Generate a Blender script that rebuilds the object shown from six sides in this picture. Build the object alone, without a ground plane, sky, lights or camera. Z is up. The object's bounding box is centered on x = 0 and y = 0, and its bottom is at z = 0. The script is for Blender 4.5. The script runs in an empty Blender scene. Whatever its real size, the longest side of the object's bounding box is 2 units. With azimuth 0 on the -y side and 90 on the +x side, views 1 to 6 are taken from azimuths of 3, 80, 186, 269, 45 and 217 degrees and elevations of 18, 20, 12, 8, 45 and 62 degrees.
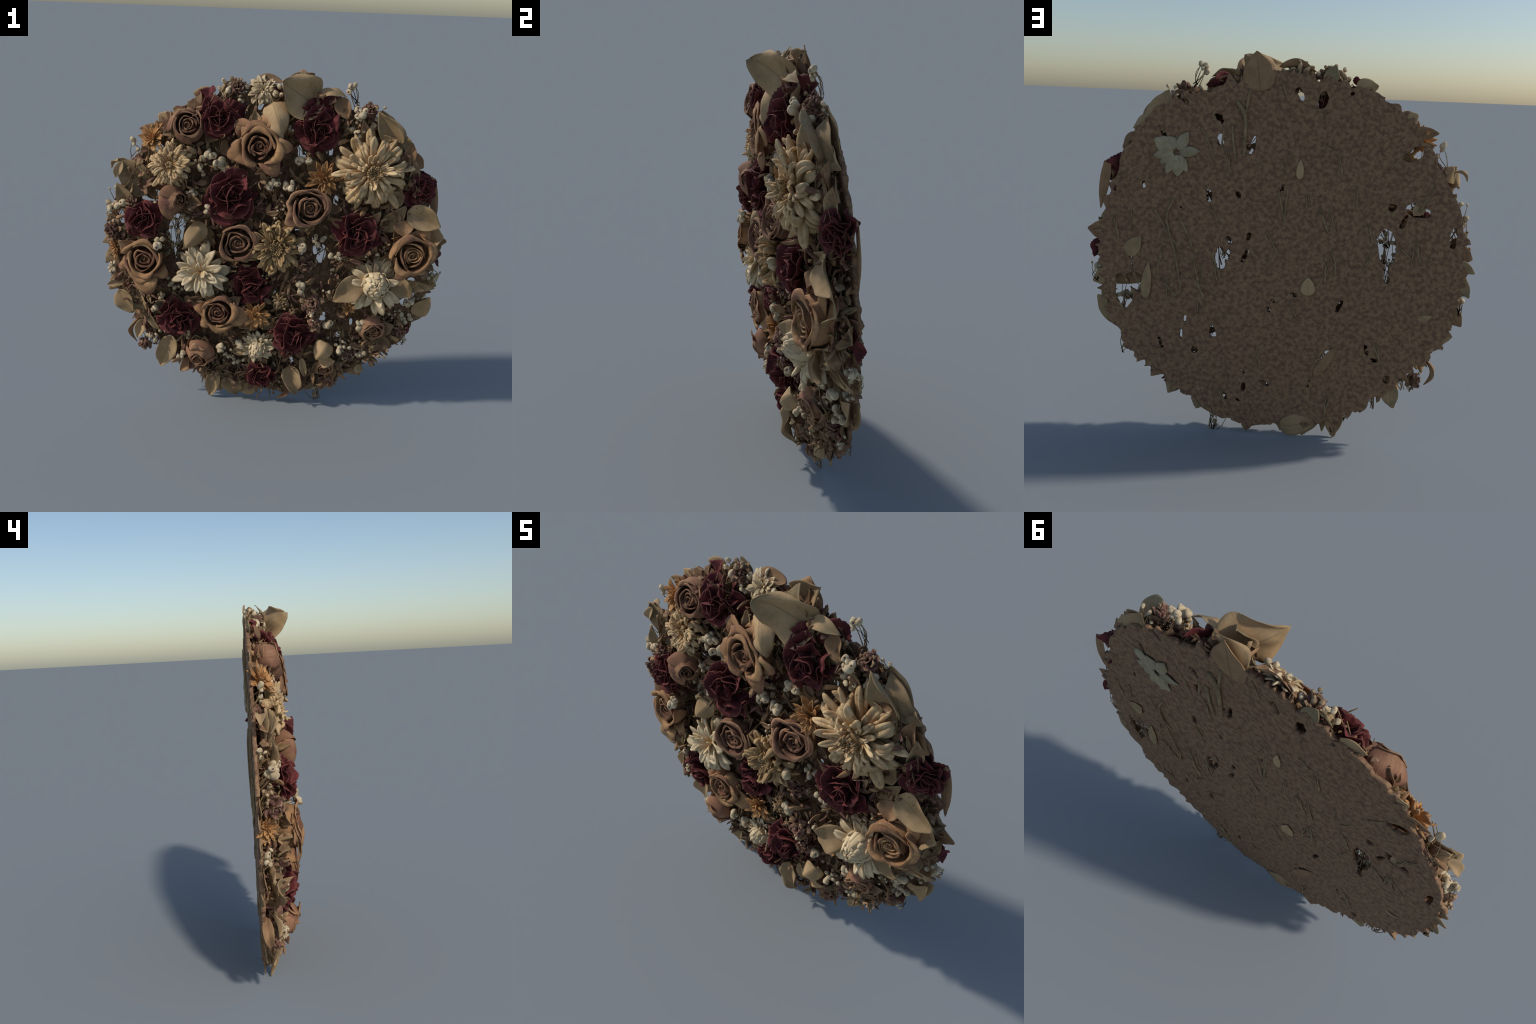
"""A round wall panel packed with dried flowers: roses, carnations,
chrysanthemums, small daisies, leaves and baby's breath on a flat matted back."""
import bpy, math
import numpy as np
from mathutils import Matrix, Vector

RNG = np.random.default_rng(11)
PI = math.pi
COUNT = {}

# ------------------------------------------------------------------ materials
def material(name, dark, light, rim=None, scale=9.0, streak=(26.0, 1.6), streak_amount=0.35,
             rim_start=0.9, base=None, rough=0.78, vary=0.16, bump=0.35, grain=70.0,
             blotch=None, blotch_at=(0.55, 0.68), centre=None, centre_r=0.0, midrib=None):
    """Dry plant matter: mottled two-tone base, lengthwise streaks, an optional differently
    coloured rim, base, blotches, a dark spot on the local +z pole, and a leaf midrib."""
    m = bpy.data.materials.new(name)
    m.use_nodes = True
    nt = m.node_tree
    N, L = nt.nodes, nt.links
    bsdf = N["Principled BSDF"]
    bsdf.inputs["Roughness"].default_value = rough
    bsdf.inputs["Specular IOR Level"].default_value = 0.25
    tc = N.new("ShaderNodeTexCoord")
    info = N.new("ShaderNodeObjectInfo")

    def node(kind, **kw):
        n = N.new(kind)
        for k, v in kw.items():
            setattr(n, k, v)
        return n

    def mix(fac, a, b, blend="MIX"):
        n = node("ShaderNodeMix", data_type="RGBA", blend_type=blend)
        for sock, val in ((n.inputs[0], fac), (n.inputs[6], a), (n.inputs[7], b)):
            if isinstance(val, (int, float)):
                sock.default_value = val
            elif isinstance(val, tuple):
                sock.default_value = (*val, 1.0)
            else:
                L.new(val, sock)
        return n.outputs[2]

    def math_node(op, a, b=None, clamp=False):
        n = node("ShaderNodeMath", operation=op, use_clamp=clamp)
        for sock, val in zip(n.inputs, (a, b)):
            if val is None:
                continue
            if isinstance(val, (int, float)):
                sock.default_value = val
            else:
                L.new(val, sock)
        return n.outputs[0]

    def smooth(val, lo, hi):
        n = node("ShaderNodeMapRange", interpolation_type="SMOOTHSTEP")
        n.inputs[1].default_value, n.inputs[2].default_value = lo, hi
        L.new(val, n.inputs[0])
        return n.outputs[0]

    def noise(sc, detail=4.0, vec=None, rgh=0.6):
        n = node("ShaderNodeTexNoise")
        n.inputs["Scale"].default_value = sc
        n.inputs["Detail"].default_value = detail
        n.inputs["Roughness"].default_value = rgh
        L.new(vec or shifted, n.inputs["Vector"])
        return n.outputs[0]

    # every piece samples the noise somewhere else
    off = node("ShaderNodeVectorMath", operation="SCALE")
    off.inputs[0].default_value = (31.0, 17.0, 23.0)
    L.new(info.outputs["Random"], off.inputs[3])
    add = node("ShaderNodeVectorMath", operation="ADD")
    L.new(tc.outputs["Object"], add.inputs[0])
    L.new(off.outputs[0], add.inputs[1])
    shifted = add.outputs[0]
    mp = node("ShaderNodeMapping")
    mp.inputs["Scale"].default_value = (streak[0], streak[1], 1.0)
    add2 = node("ShaderNodeVectorMath", operation="ADD")
    L.new(tc.outputs["UV"], add2.inputs[0])
    L.new(off.outputs[0], add2.inputs[1])
    L.new(add2.outputs[0], mp.inputs["Vector"])
    sep = node("ShaderNodeSeparateXYZ")
    L.new(tc.outputs["UV"], sep.inputs[0])

    col = mix(smooth(noise(scale), 0.32, 0.68), dark, light)
    st = noise(1.0, 3.0, mp.outputs[0])
    col = mix(math_node("MULTIPLY", smooth(st, 0.42, 0.72), streak_amount), col, dark)
    if base:
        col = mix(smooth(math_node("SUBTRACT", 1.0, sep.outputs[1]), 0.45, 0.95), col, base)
    if blotch:
        col = mix(smooth(noise(scale * 0.6, 5.0, rgh=0.7), *blotch_at), col, blotch)
    if midrib:
        d = math_node("ABSOLUTE", math_node("SUBTRACT", sep.outputs[0], 0.5))
        w = node("ShaderNodeTexWave", wave_type="BANDS", bands_direction="Y")
        w.inputs["Scale"].default_value = 2.6
        w.inputs["Distortion"].default_value = 0.6
        cm = node("ShaderNodeCombineXYZ")
        L.new(math_node("SUBTRACT", sep.outputs[1], math_node("MULTIPLY", d, 0.7)), cm.inputs[1])
        L.new(cm.outputs[0], w.inputs["Vector"])
        side = math_node("MULTIPLY", smooth(w.outputs[1], 0.9, 1.0), 0.28)
        rib = math_node("MAXIMUM", smooth(math_node("SUBTRACT", 0.03, d), 0.0, 0.02), side)
        col = mix(math_node("MULTIPLY", rib, 0.6), col, midrib)
    if rim:
        edge = math_node("ADD", sep.outputs[1], math_node("MULTIPLY", math_node("SUBTRACT", noise(40.0), 0.5), 0.22))
        col = mix(math_node("MULTIPLY", smooth(edge, rim_start, rim_start + 0.08), 0.85), col, rim)
    if centre:
        so = node("ShaderNodeSeparateXYZ")
        L.new(tc.outputs["Object"], so.inputs[0])
        rad = math_node("SQRT", math_node("ADD", math_node("POWER", so.outputs[0], 2.0), math_node("POWER", so.outputs[1], 2.0)))
        rad = math_node("ADD", rad, math_node("MULTIPLY", math_node("SUBTRACT", noise(260.0), 0.5), centre_r * 1.2))
        spot = math_node("MULTIPLY", smooth(math_node("SUBTRACT", centre_r, rad), 0.0, centre_r * 0.4),
                         math_node("GREATER_THAN", so.outputs[2], 0.0))
        col = mix(spot, col, centre)
    fine = noise(grain, 5.0, rgh=0.7)
    hsv = node("ShaderNodeHueSaturation")
    L.new(col, hsv.inputs["Color"])
    val = math_node("ADD", math_node("MULTIPLY", math_node("SUBTRACT", info.outputs["Random"], 0.5), 2 * vary),
                    math_node("ADD", 0.78, math_node("MULTIPLY", fine, 0.44)))
    L.new(val, hsv.inputs["Value"])
    L.new(hsv.outputs[0], bsdf.inputs["Base Color"])
    b = node("ShaderNodeBump")
    b.inputs["Strength"].default_value = bump
    b.inputs["Distance"].default_value = 0.004
    L.new(math_node("ADD", math_node("MULTIPLY", st, 0.7), math_node("MULTIPLY", fine, 0.6)), b.inputs["Height"])
    L.new(b.outputs[0], bsdf.inputs["Normal"])
    return m


TAN, TAN_D = (0.47, 0.27, 0.122), (0.29, 0.15, 0.068)
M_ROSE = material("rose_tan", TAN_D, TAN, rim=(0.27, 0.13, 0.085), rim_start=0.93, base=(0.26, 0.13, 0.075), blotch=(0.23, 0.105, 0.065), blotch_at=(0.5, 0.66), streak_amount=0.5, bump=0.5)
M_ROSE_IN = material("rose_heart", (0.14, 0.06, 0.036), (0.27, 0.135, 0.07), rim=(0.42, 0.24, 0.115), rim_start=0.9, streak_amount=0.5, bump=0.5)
M_MAUVE = material("rose_mauve", (0.16, 0.075, 0.047), (0.305, 0.16, 0.086), rim=(0.38, 0.22, 0.115), rim_start=0.87, blotch=(0.30, 0.17, 0.095), streak_amount=0.5, bump=0.5)
M_BUD = material("rose_bud", (0.24, 0.115, 0.065), (0.38, 0.205, 0.105), blotch=(0.21, 0.09, 0.065), rim=(0.42, 0.25, 0.13), streak_amount=0.5, bump=0.5)
M_RED = material("carnation_red", (0.068, 0.015, 0.016), (0.175, 0.036, 0.035), rim=(0.24, 0.10, 0.065), rim_start=0.965,
                 scale=2.2, blotch=(0.19, 0.05, 0.04), blotch_at=(0.6, 0.74), streak=(22, 1.2), grain=14)
M_CREAM = material("chrysanthemum_cream", (0.42, 0.27, 0.13), (0.70, 0.505, 0.28), base=(0.46, 0.27, 0.115), streak=(8, 1.2), scale=4, grain=14, streak_amount=0.5, bump=0.5)
M_BEIGE = material("chrysanthemum_beige", (0.36, 0.225, 0.10), (0.57, 0.385, 0.19), base=(0.36, 0.20, 0.08), streak=(8, 1.2), scale=4, grain=14, streak_amount=0.5, bump=0.5)
M_WHITE = material("chrysanthemum_white", (0.52, 0.385, 0.22), (0.77, 0.615, 0.385), base=(0.60, 0.41, 0.21), streak=(8, 1.2), scale=4, grain=14, streak_amount=0.5, bump=0.5)
M_ORANGE = material("daisy_orange", (0.32, 0.155, 0.058), (0.54, 0.285, 0.11), rim=(0.27, 0.155, 0.075), base=(0.55, 0.27, 0.08), streak=(8, 1.2), scale=4, grain=14)
M_DISC = material("chrysanthemum_disc", (0.24, 0.15, 0.07), (0.46, 0.31, 0.15), scale=60)
M_LEAF = material("leaf_olive_tan", (0.30, 0.20, 0.10), (0.44, 0.295, 0.155), midrib=(0.22, 0.145, 0.075), scale=7, streak_amount=0.2,
                  blotch=(0.27, 0.205, 0.11), bump=0.18)
M_LEAF_B = material("leaf_brown", (0.22, 0.125, 0.062), (0.36, 0.215, 0.11), midrib=(0.17, 0.09, 0.045), scale=9, blotch=(0.18, 0.085, 0.055), bump=0.25)
M_FLORET = material("floret_white", (0.42, 0.31, 0.18), (0.70, 0.57, 0.37), centre=(0.12, 0.06, 0.05), centre_r=0.0048, scale=60,
                    streak_amount=0.1, blotch=(0.34, 0.25, 0.15), blotch_at=(0.55, 0.7))
M_FLORET_B = material("floret_cream", (0.38, 0.285, 0.165), (0.64, 0.52, 0.34), scale=60, streak_amount=0.1, blotch=(0.22, 0.14, 0.085), blotch_at=(0.58, 0.7))
M_SEED = material("seed_head", (0.24, 0.155, 0.085), (0.46, 0.33, 0.185), centre=(0.11, 0.06, 0.045), centre_r=0.0045, scale=60, streak_amount=0.1)
M_STEM = material("stem_dry", (0.18, 0.11, 0.05), (0.33, 0.215, 0.11), scale=30)
M_STALK = material("stalk_pale", (0.23, 0.155, 0.08), (0.38, 0.27, 0.145), scale=30)
M_BRACT = material("bract_brown", (0.18, 0.10, 0.052), (0.35, 0.22, 0.12), rim=(0.38, 0.26, 0.15), scale=3, grain=14, blotch=(0.16, 0.075, 0.055))
M_PURPLE = material("bract_purple", (0.14, 0.066, 0.05), (0.26, 0.14, 0.09), rim=(0.36, 0.22, 0.13), scale=3, grain=14)
M_SEPAL = material("sepal_pale", (0.30, 0.24, 0.14), (0.44, 0.36, 0.22), scale=14)
M_BACK = material("back_mat", (0.17, 0.086, 0.053), (0.325, 0.198, 0.103), scale=46, streak_amount=0.0, grain=160, bump=0.6, vary=0.0)

# ------------------------------------------------------------------ mesh helpers
def mesh_from(name, V, F, mat, uv=None, smooth=True):
    me = bpy.data.meshes.new(name)
    me.from_pydata([tuple(v) for v in V], [], F)
    me.materials.append(mat)
    if smooth:
        me.polygons.foreach_set("use_smooth", [True] * len(me.polygons))
    if uv is not None:
        lay = me.uv_layers.new(name="UVMap")
        idx = np.empty(len(me.loops), dtype=np.int32)
        me.loops.foreach_get("vertex_index", idx)
        lay.data.foreach_set("uv", np.asarray(uv, dtype=np.float32)[idx].ravel())
    me.update()
    return me


def shell_arrays(P, thick, edge=0.35):
    """Give a (nv, nu, 3) sheet a rounded thickness; returns vertices, faces, uv."""
    nv, nu = P.shape[:2]
    du, dv = np.gradient(P, axis=1), np.gradient(P, axis=0)
    n = np.cross(du, dv)
    ln = np.linalg.norm(n, axis=2, keepdims=True)
    n = n / np.maximum(ln, 1e-9)
    u = np.linspace(0, 1, nu)[None, :]
    v = np.linspace(0, 1, nv)[:, None]
    prof = np.minimum(1, np.minimum(np.minimum(u, 1 - u) * 6, (1 - v) * 8 + 0 * u))
    t = (thick * 0.5 * (edge + (1 - edge) * np.sqrt(prof)))[..., None]
    A, B = P + n * t, P - n * t
    V = np.concatenate([A.reshape(-1, 3), B.reshape(-1, 3)])
    uv1 = np.stack([np.broadcast_to(u, (nv, nu)), np.broadcast_to(v, (nv, nu))], 2).reshape(-1, 2)
    o = nv * nu
    F = []
    for i in range(nv - 1):
        for j in range(nu - 1):
            a, b, c, d = i * nu + j, i * nu + j + 1, (i + 1) * nu + j + 1, (i + 1) * nu + j
            F.append((a, b, c, d))
            F.append((o + d, o + c, o + b, o + a))
    for j in range(nu - 1):
        F.append((j + 1, j, o + j, o + j + 1))
        k = (nv - 1) * nu + j
        F.append((k, k + 1, o + k + 1, o + k))
    for i in range(nv - 1):
        a, b = i * nu, (i + 1) * nu
        F.append((a, b, o + b, o + a))
        a, b = a + nu - 1, b + nu - 1
        F.append((b, a, o + a, o + b))
    return V, F, np.concatenate([uv1, uv1])


def shell(name, P, thick, mat, edge=0.35):
    V, F, uv = shell_arrays(P, thick, edge)
    return mesh_from(name, V, F, mat, uv)


def waves(P, freq, seed, n=5):
    """Smooth vector-free noise: a few plane waves in random directions."""
    g = np.random.default_rng(seed)
    out = np.zeros(P.shape[:-1])
    for k in range(n):
        d = g.normal(size=3)
        d *= freq * (0.6 + 0.9 * g.random()) / np.linalg.norm(d)
        out += np.sin(P @ d + g.random() * 6.28)
    return out / n


def spline(pts, t):
    """Catmull-Rom through pts at parameters t in 0..1."""
    p = np.asarray(pts, float)
    p = np.vstack([2 * p[0] - p[1], p, 2 * p[-1] - p[-2]])
    n = len(p) - 3
    s = np.clip(np.asarray(t) * n, 0, n - 1e-6)
    i = s.astype(int)
    f = (s - i)[..., None]
    a, b, c, d = p[i], p[i + 1], p[i + 2], p[i + 3]
    return 0.5 * (2 * b + (c - a) * f + (2 * a - 5 * b + 4 * c - d) * f ** 2 + (3 * b - a - 3 * c + d) * f ** 3)


def tube_arrays(path, radius, sides=5, taper=0.6):
    path = np.asarray(path, float)
    n = len(path)
    tan = np.gradient(path, axis=0)
    tan /= np.linalg.norm(tan, axis=1, keepdims=True) + 1e-9
    ref = np.array([0.3, 0.9, 0.2])
    s = np.cross(tan, ref)
    s /= np.linalg.norm(s, axis=1, keepdims=True) + 1e-9
    q = np.cross(tan, s)
    a = np.linspace(0, 2 * PI, sides, endpoint=False)
    rr = radius * np.linspace(1, taper, n)[:, None, None]
    V = path[:, None, :] + rr * (np.cos(a)[None, :, None] * s[:, None, :] + np.sin(a)[None, :, None] * q[:, None, :])
    F = []
    for i in range(n - 1):
        for j in range(sides):
            k = (j + 1) % sides
            F.append((i * sides + j, i * sides + k, (i + 1) * sides + k, (i + 1) * sides + j))
    F.append(tuple(range(sides))[::-1])
    F.append(tuple((n - 1) * sides + j for j in range(sides)))
    uv = np.zeros((n * sides, 2))
    uv[:, 0] = np.tile(np.linspace(0, 1, sides), n)
    uv[:, 1] = np.repeat(np.linspace(0, 1, n), sides)
    return V.reshape(-1, 3), F, uv


def ball_arrays(r, lumps=0.0, seed=0, rings=6, seg=9, squash=1.0, dent=0.0):
    th = np.linspace(0.0, PI, rings + 1)[1:-1]
    ph = np.linspace(0, 2 * PI, seg, endpoint=False)
    T, Ph = np.meshgrid(th, ph, indexing="ij")
    D = np.stack([np.sin(T) * np.cos(Ph), np.sin(T) * np.sin(Ph), np.cos(T)], 2)
    D = np.concatenate([[[0, 0, 1.0]], D.reshape(-1, 3), [[0, 0, -1.0]]])
    rad = r * (1 + lumps * waves(D, 3.2, seed))
    V = D * rad[:, None]
    V[:, 2] *= squash
    V[:, 2] -= dent * r * np.exp(-(np.hypot(V[:, 0], V[:, 1]) / (0.45 * r)) ** 2) * (D[:, 2] > 0)
    F = []
    for j in range(seg):
        k = (j + 1) % seg
        F.append((0, 1 + j, 1 + k))
        for i in range(rings - 2):
            a, b = 1 + i * seg, 1 + (i + 1) * seg
            F.append((a + j, b + j, b + k, a + k))
        e = 1 + (rings - 2) * seg
        F.append((len(V) - 1, e + k, e + j))
    uv = np.stack([np.arctan2(D[:, 1], D[:, 0]) / 6.283 + 0.5, 0.5 + 0 * D[:, 2]], 1)
    return V, F, uv


class Joined:
    """Collects many small bodies into one mesh."""
    def __init__(self):
        self.V, self.F, self.U, self.n = [], [], [], 0

    def add(self, arrays, M=None):
        V, F, U = arrays
        V = np.asarray(V)
        if M is not None:
            A = np.array(M)
            V = V @ A[:3, :3].T + A[:3, 3]
        self.V.append(V)
        self.U.append(U)
        n = self.n
        self.F += [tuple(i + n for i in f) for f in F]
        self.n += len(V)

    def mesh(self, name, mat):
        return mesh_from(name, np.concatenate(self.V), self.F, mat, np.concatenate(self.U))


ROOT = bpy.data.objects.new("dried_flower_panel", None)
bpy.context.scene.collection.objects.link(ROOT)
ROOT["label"] = "round panel packed with dried roses, carnations, chrysanthemums and leaves"
ROOT["category"] = "dried flowers"


def place(name, mesh, M, parent=ROOT, stuff=False):
    ob = bpy.data.objects.new(name, mesh)
    bpy.context.scene.collection.objects.link(ob)
    ob.parent = parent
    ob.matrix_local = M
    if stuff:
        ob["kind"] = "stuff"
    return ob


def frame(pos, face, spin=0.0):
    """Matrix taking local +z to the direction a flower faces and local +y to 'up'."""
    z = Vector(face).normalized()
    up = Vector((0, 0, 1))
    x = up.cross(z)
    if x.length < 1e-3:
        x = Vector((1, 0, 0))
    x.normalize()
    y = z.cross(x)
    M = Matrix((x, y, z)).transposed().to_4x4()
    M.translation = Vector(pos)
    return M @ Matrix.Rotation(math.radians(spin), 4, "Z")


def rotz(a):
    return Matrix.Rotation(a, 4, "Z")


def rotx(a):
    return Matrix.Rotation(a, 4, "X")

# ------------------------------------------------------------------ rose
FLOWERS = []


def rose_petal(r, R, width, z, curl, neck, depth, phi, tip, seed, crinkle=1.0, flat=0.12, frill=1.0, shift=(0, 0)):
    """One petal: part of a cup around the flower axis whose rim turns outward."""
    nu, nv = 21, 16
    a = np.linspace(-1, 1, nu)
    g = np.random.default_rng(seed)
    P = np.zeros((nv, nu, 3))
    lean, p1, p2 = g.uniform(-0.5, 0.5), g.random() * 6, g.random() * 6
    for j, aa in enumerate(a):
        edge = abs(aa) ** 2.6
        Rj = R * (1 + 0.09 * aa + flat * (aa * aa - 0.35))
        cj = curl * max(0.15, 0.85 + 0.45 * math.cos(aa * 4.2 + p1) + lean * aa)
        zj = z * r - 0.07 * r * edge + tip * r * math.exp(-(aa / 0.22) ** 2) + 0.025 * r * frill * math.sin(aa * 5 + p2)
        prof = [(0.06 * r, -depth * r), (0.74 * R, -0.84 * depth * r), (1.06 * Rj, -0.42 * depth * r),
                (Rj * neck, zj - 0.6 * cj), (Rj * neck + 0.35 * cj, zj), (Rj * neck + 1.15 * cj, zj - 0.12 * cj - 0.3 * cj * abs(lean))]
        t = np.linspace(0, 1 - 0.22 * edge, nv) ** 0.8
        q = spline(prof, t)
        ang = phi + aa * width * 0.5 * (0.45 + 0.55 * np.minimum(1, t * 2.2))
        P[:, j, 0] = q[:, 0] * np.cos(ang)
        P[:, j, 1] = q[:, 0] * np.sin(ang)
        P[:, j, 2] = q[:, 1]
    v = np.linspace(0, 1, nv)[:, None]
    rad = P.copy()
    rad[..., 2] = 0
    rad /= np.linalg.norm(rad, axis=2, keepdims=True) + 1e-6
    w = waves(P, 9 / r, seed) * 0.04 + waves(P, 26 / r, seed + 1) * 0.013
    P += rad * (w * r * v * crinkle)[..., None]
    P[..., 0] += shift[0] * r * v
    P[..., 1] += shift[1] * r * v
    P[..., 2] += waves(P, 12 / r, seed + 2) * 0.04 * r * v ** 3 * crinkle
    return P


def rose(pos, face, r, heart=9, guard=6, opened=1.0, bud=0.0, seed=0, outer=M_ROSE, inner=M_ROSE_IN, spin=0, extra=(), depth=1.05, split=0.46):
    """heart: tight upright inner petals; guard: the wide cup around them; extra: fallen outer petals (angle, size, drop)."""
    M = frame(pos, face, spin)
    FLOWERS.append((pos, r))
    g = np.random.default_rng(900 + seed)
    body = Joined()
    body.add(ball_arrays(0.34 * r, 0.1, seed, squash=0.7), Matrix.Translation((0, 0, -depth * r)))
    body.add(ball_arrays(0.09 * r, 0.3, seed, squash=2.4), Matrix.Translation((0.01 * r, 0, -0.25 * r)))
    for k in range(5):      # sepals under the flower
        L = 0.9 * r
        v, u = np.meshgrid(np.linspace(0, 1, 8), np.linspace(-1, 1, 5), indexing="ij")
        P = np.stack([u * 0.16 * r * np.sin(PI * (0.12 + 0.88 * v)) ** 0.8, 0.15 * r + L * v, -depth * r - 0.05 * r + 0.35 * r * v ** 2 - 0.05 * r * u ** 2], 2)
        body.add(shell_arrays(P, 0.003), rotz(k * 1.2566 + g.uniform(-0.2, 0.2)))
    f = place("rose", body.mesh("rose_calyx", M_STEM), M)
    heart_ball = ball_arrays(split * r, 0.12, seed + 3, rings=8, seg=14, squash=0.85)
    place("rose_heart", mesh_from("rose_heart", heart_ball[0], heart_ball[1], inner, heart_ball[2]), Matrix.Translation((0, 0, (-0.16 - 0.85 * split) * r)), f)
    n = heart + guard
    for i in range(n):
        if i < heart:
            s = i / (heart - 1)
            R = r * (0.085 + (split - 0.085) * s)
            width = math.radians(215 - 80 * s + g.uniform(-20, 20))
            z = -0.05 + 0.11 * s + g.uniform(-0.05, 0.05)
            curl = r * (0.035 + 0.05 * s)
            tip, fl = g.uniform(0.0, 0.12), g.uniform(0.12, 0.34)
        else:
            s = (i - heart + 0.5) / guard
            R = r * (split + 0.13 + (0.80 - split - 0.13) * s)
            width = math.radians(150 - 25 * s + g.uniform(-15, 15))
            z = 0.10 - 0.14 * opened * s ** 2 + g.uniform(-0.04, 0.04)
            curl = r * (0.10 + 0.20 * opened * (0.4 + 0.6 * s))
            tip, fl = g.uniform(0.0, 0.08), 0.08
        q = i / (n - 1)
        neck = 1.0 - bud * 0.6 * (0.2 + 0.8 * q)
        P = rose_petal(r, R * (1 + 0.3 * bud * q), width, z + bud * 0.22 * (1 - q), curl * (1 - 0.75 * bud), neck, depth, i * 2.25 + g.uniform(-0.5, 0.5),
                       tip, seed * 100 + i, flat=fl, shift=g.normal(size=2) * 0.03)
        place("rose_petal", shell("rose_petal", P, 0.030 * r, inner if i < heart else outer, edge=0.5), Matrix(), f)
    for k, (ang, size, fall) in enumerate(extra):   # large reflexed outer petals
        P = rose_petal(r, 0.74 * r, math.radians(85 * size), 0.0 - fall * 0.5, r * 0.42 * size, 1.0, depth, math.radians(ang), 0.08, seed * 100 + 60 + k, frill=2.0)
        place("rose_petal", shell("rose_petal", P, 0.030 * r, outer, edge=0.5), Matrix(), f)
    return f

# ------------------------------------------------------------------ carnation
def fan_petal(seed, spread=52, ruffle=0.13, waves_n=2.2, teeth=0.05, roll=0.0):
    """Unit-length ruffled fan with a toothed rim, along +y, normal +z; roll folds its sides up into a half tube."""
    g = np.random.default_rng(seed)
    nu, nv = 29, 13
    u, v = np.meshgrid(np.linspace(-1, 1, nu), np.linspace(0, 1, nv))
    A = math.radians(spread)
    k = g.uniform(6, 9)
    tooth = teeth * np.abs((u * k + g.random()) % 1.0 - 0.5) * 2 + 0.07 * np.sin(u * 4.5 + g.random() * 6)
    L = v * (1 - 0.12 * np.abs(u) ** 2.5 - tooth * v ** 3)
    half = A * (0.16 + 0.84 * np.minimum(1, v * 1.35) ** 1.3)
    ph = g.random() * 6.28
    x = L * np.sin(half * u)
    y = L * (0.25 + 0.75 * np.cos(half * u))
    c = max(roll, 1e-3) * 3.0
    z = (1 - np.cos(c * x)) / c
    x = np.sin(c * x) / c
    s1 = np.sin(u * PI * waves_n * 0.5 + ph)
    z += ruffle * v ** 1.5 * np.sign(s1) * np.abs(s1) ** 0.75 * 1.25 + ruffle * 0.4 * v ** 2.5 * np.sin(u * PI * waves_n * 1.4 + ph * 2.1)
    y -= 0.3 * np.abs(z) * v
    z += 0.22 * v ** 2 * g.uniform(-1.0, 0.8)
    P = np.stack([x, y, z], 2)
    P[..., 2] += 0.03 * waves(P, 13, seed + 5) * v
    return P


FAN_MESH = [shell("carnation_petal", fan_petal(500 + k, spread=RNG.uniform(52, 68), ruffle=RNG.uniform(0.10, 0.17), waves_n=RNG.uniform(1.8, 3.2)), 0.032, M_RED, edge=0.5) for k in range(10)]
FOLD_MESH = [shell("carnation_petal", fan_petal(540 + k, spread=RNG.uniform(46, 60), ruffle=RNG.uniform(0.13, 0.22), waves_n=RNG.uniform(1.6, 2.6), roll=RNG.uniform(0.4, 1.0)), 0.036, M_RED, edge=0.5) for k in range(8)]


def carnation(pos, face, r, seed=0, spin=0, n_in=8, n_out=12):
    M = frame(pos, face, spin)
    FLOWERS.append((pos, r))
    g = np.random.default_rng(700 + seed)
    base = -0.62 * r
    body = Joined()
    path = [(0, 0, base - 0.4 * r), (0, 0, base), (0, 0, base + 0.2 * r)]
    body.add(tube_arrays(path, 0.2 * r, 9, 1.2))
    f = place("carnation", body.mesh("carnation_calyx", M_STEM), M)
    for i in range(n_in + n_out):
        if i < n_in:
            s = i / (n_in - 1)
            elev, L, w, pool = 84 - 30 * s, 0.74 + 0.14 * s, 0.85, FOLD_MESH
        else:
            s = (i - n_in) / (n_out - 1)
            elev, L, w, pool = 50 - 42 * s, 0.92 + 0.20 * s, 1.0, FAN_MESH
        L *= r * g.uniform(0.86, 1.12)
        m = rotz(i * 2.4 + g.uniform(-0.4, 0.4)) @ Matrix.Translation((0, 0.06 * r, base + 0.05 * r)) @ rotx(math.radians(elev + g.uniform(-11, 11))) @ Matrix.Rotation(g.uniform(-0.45, 0.45), 4, "Y")
        sc = Matrix.Diagonal((L * w * g.uniform(0.85, 1.1), L, L * g.uniform(0.9, 1.3), 1))
        place("carnation_petal", pool[int(g.integers(len(pool)))], m @ sc, f)
    return f

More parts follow.
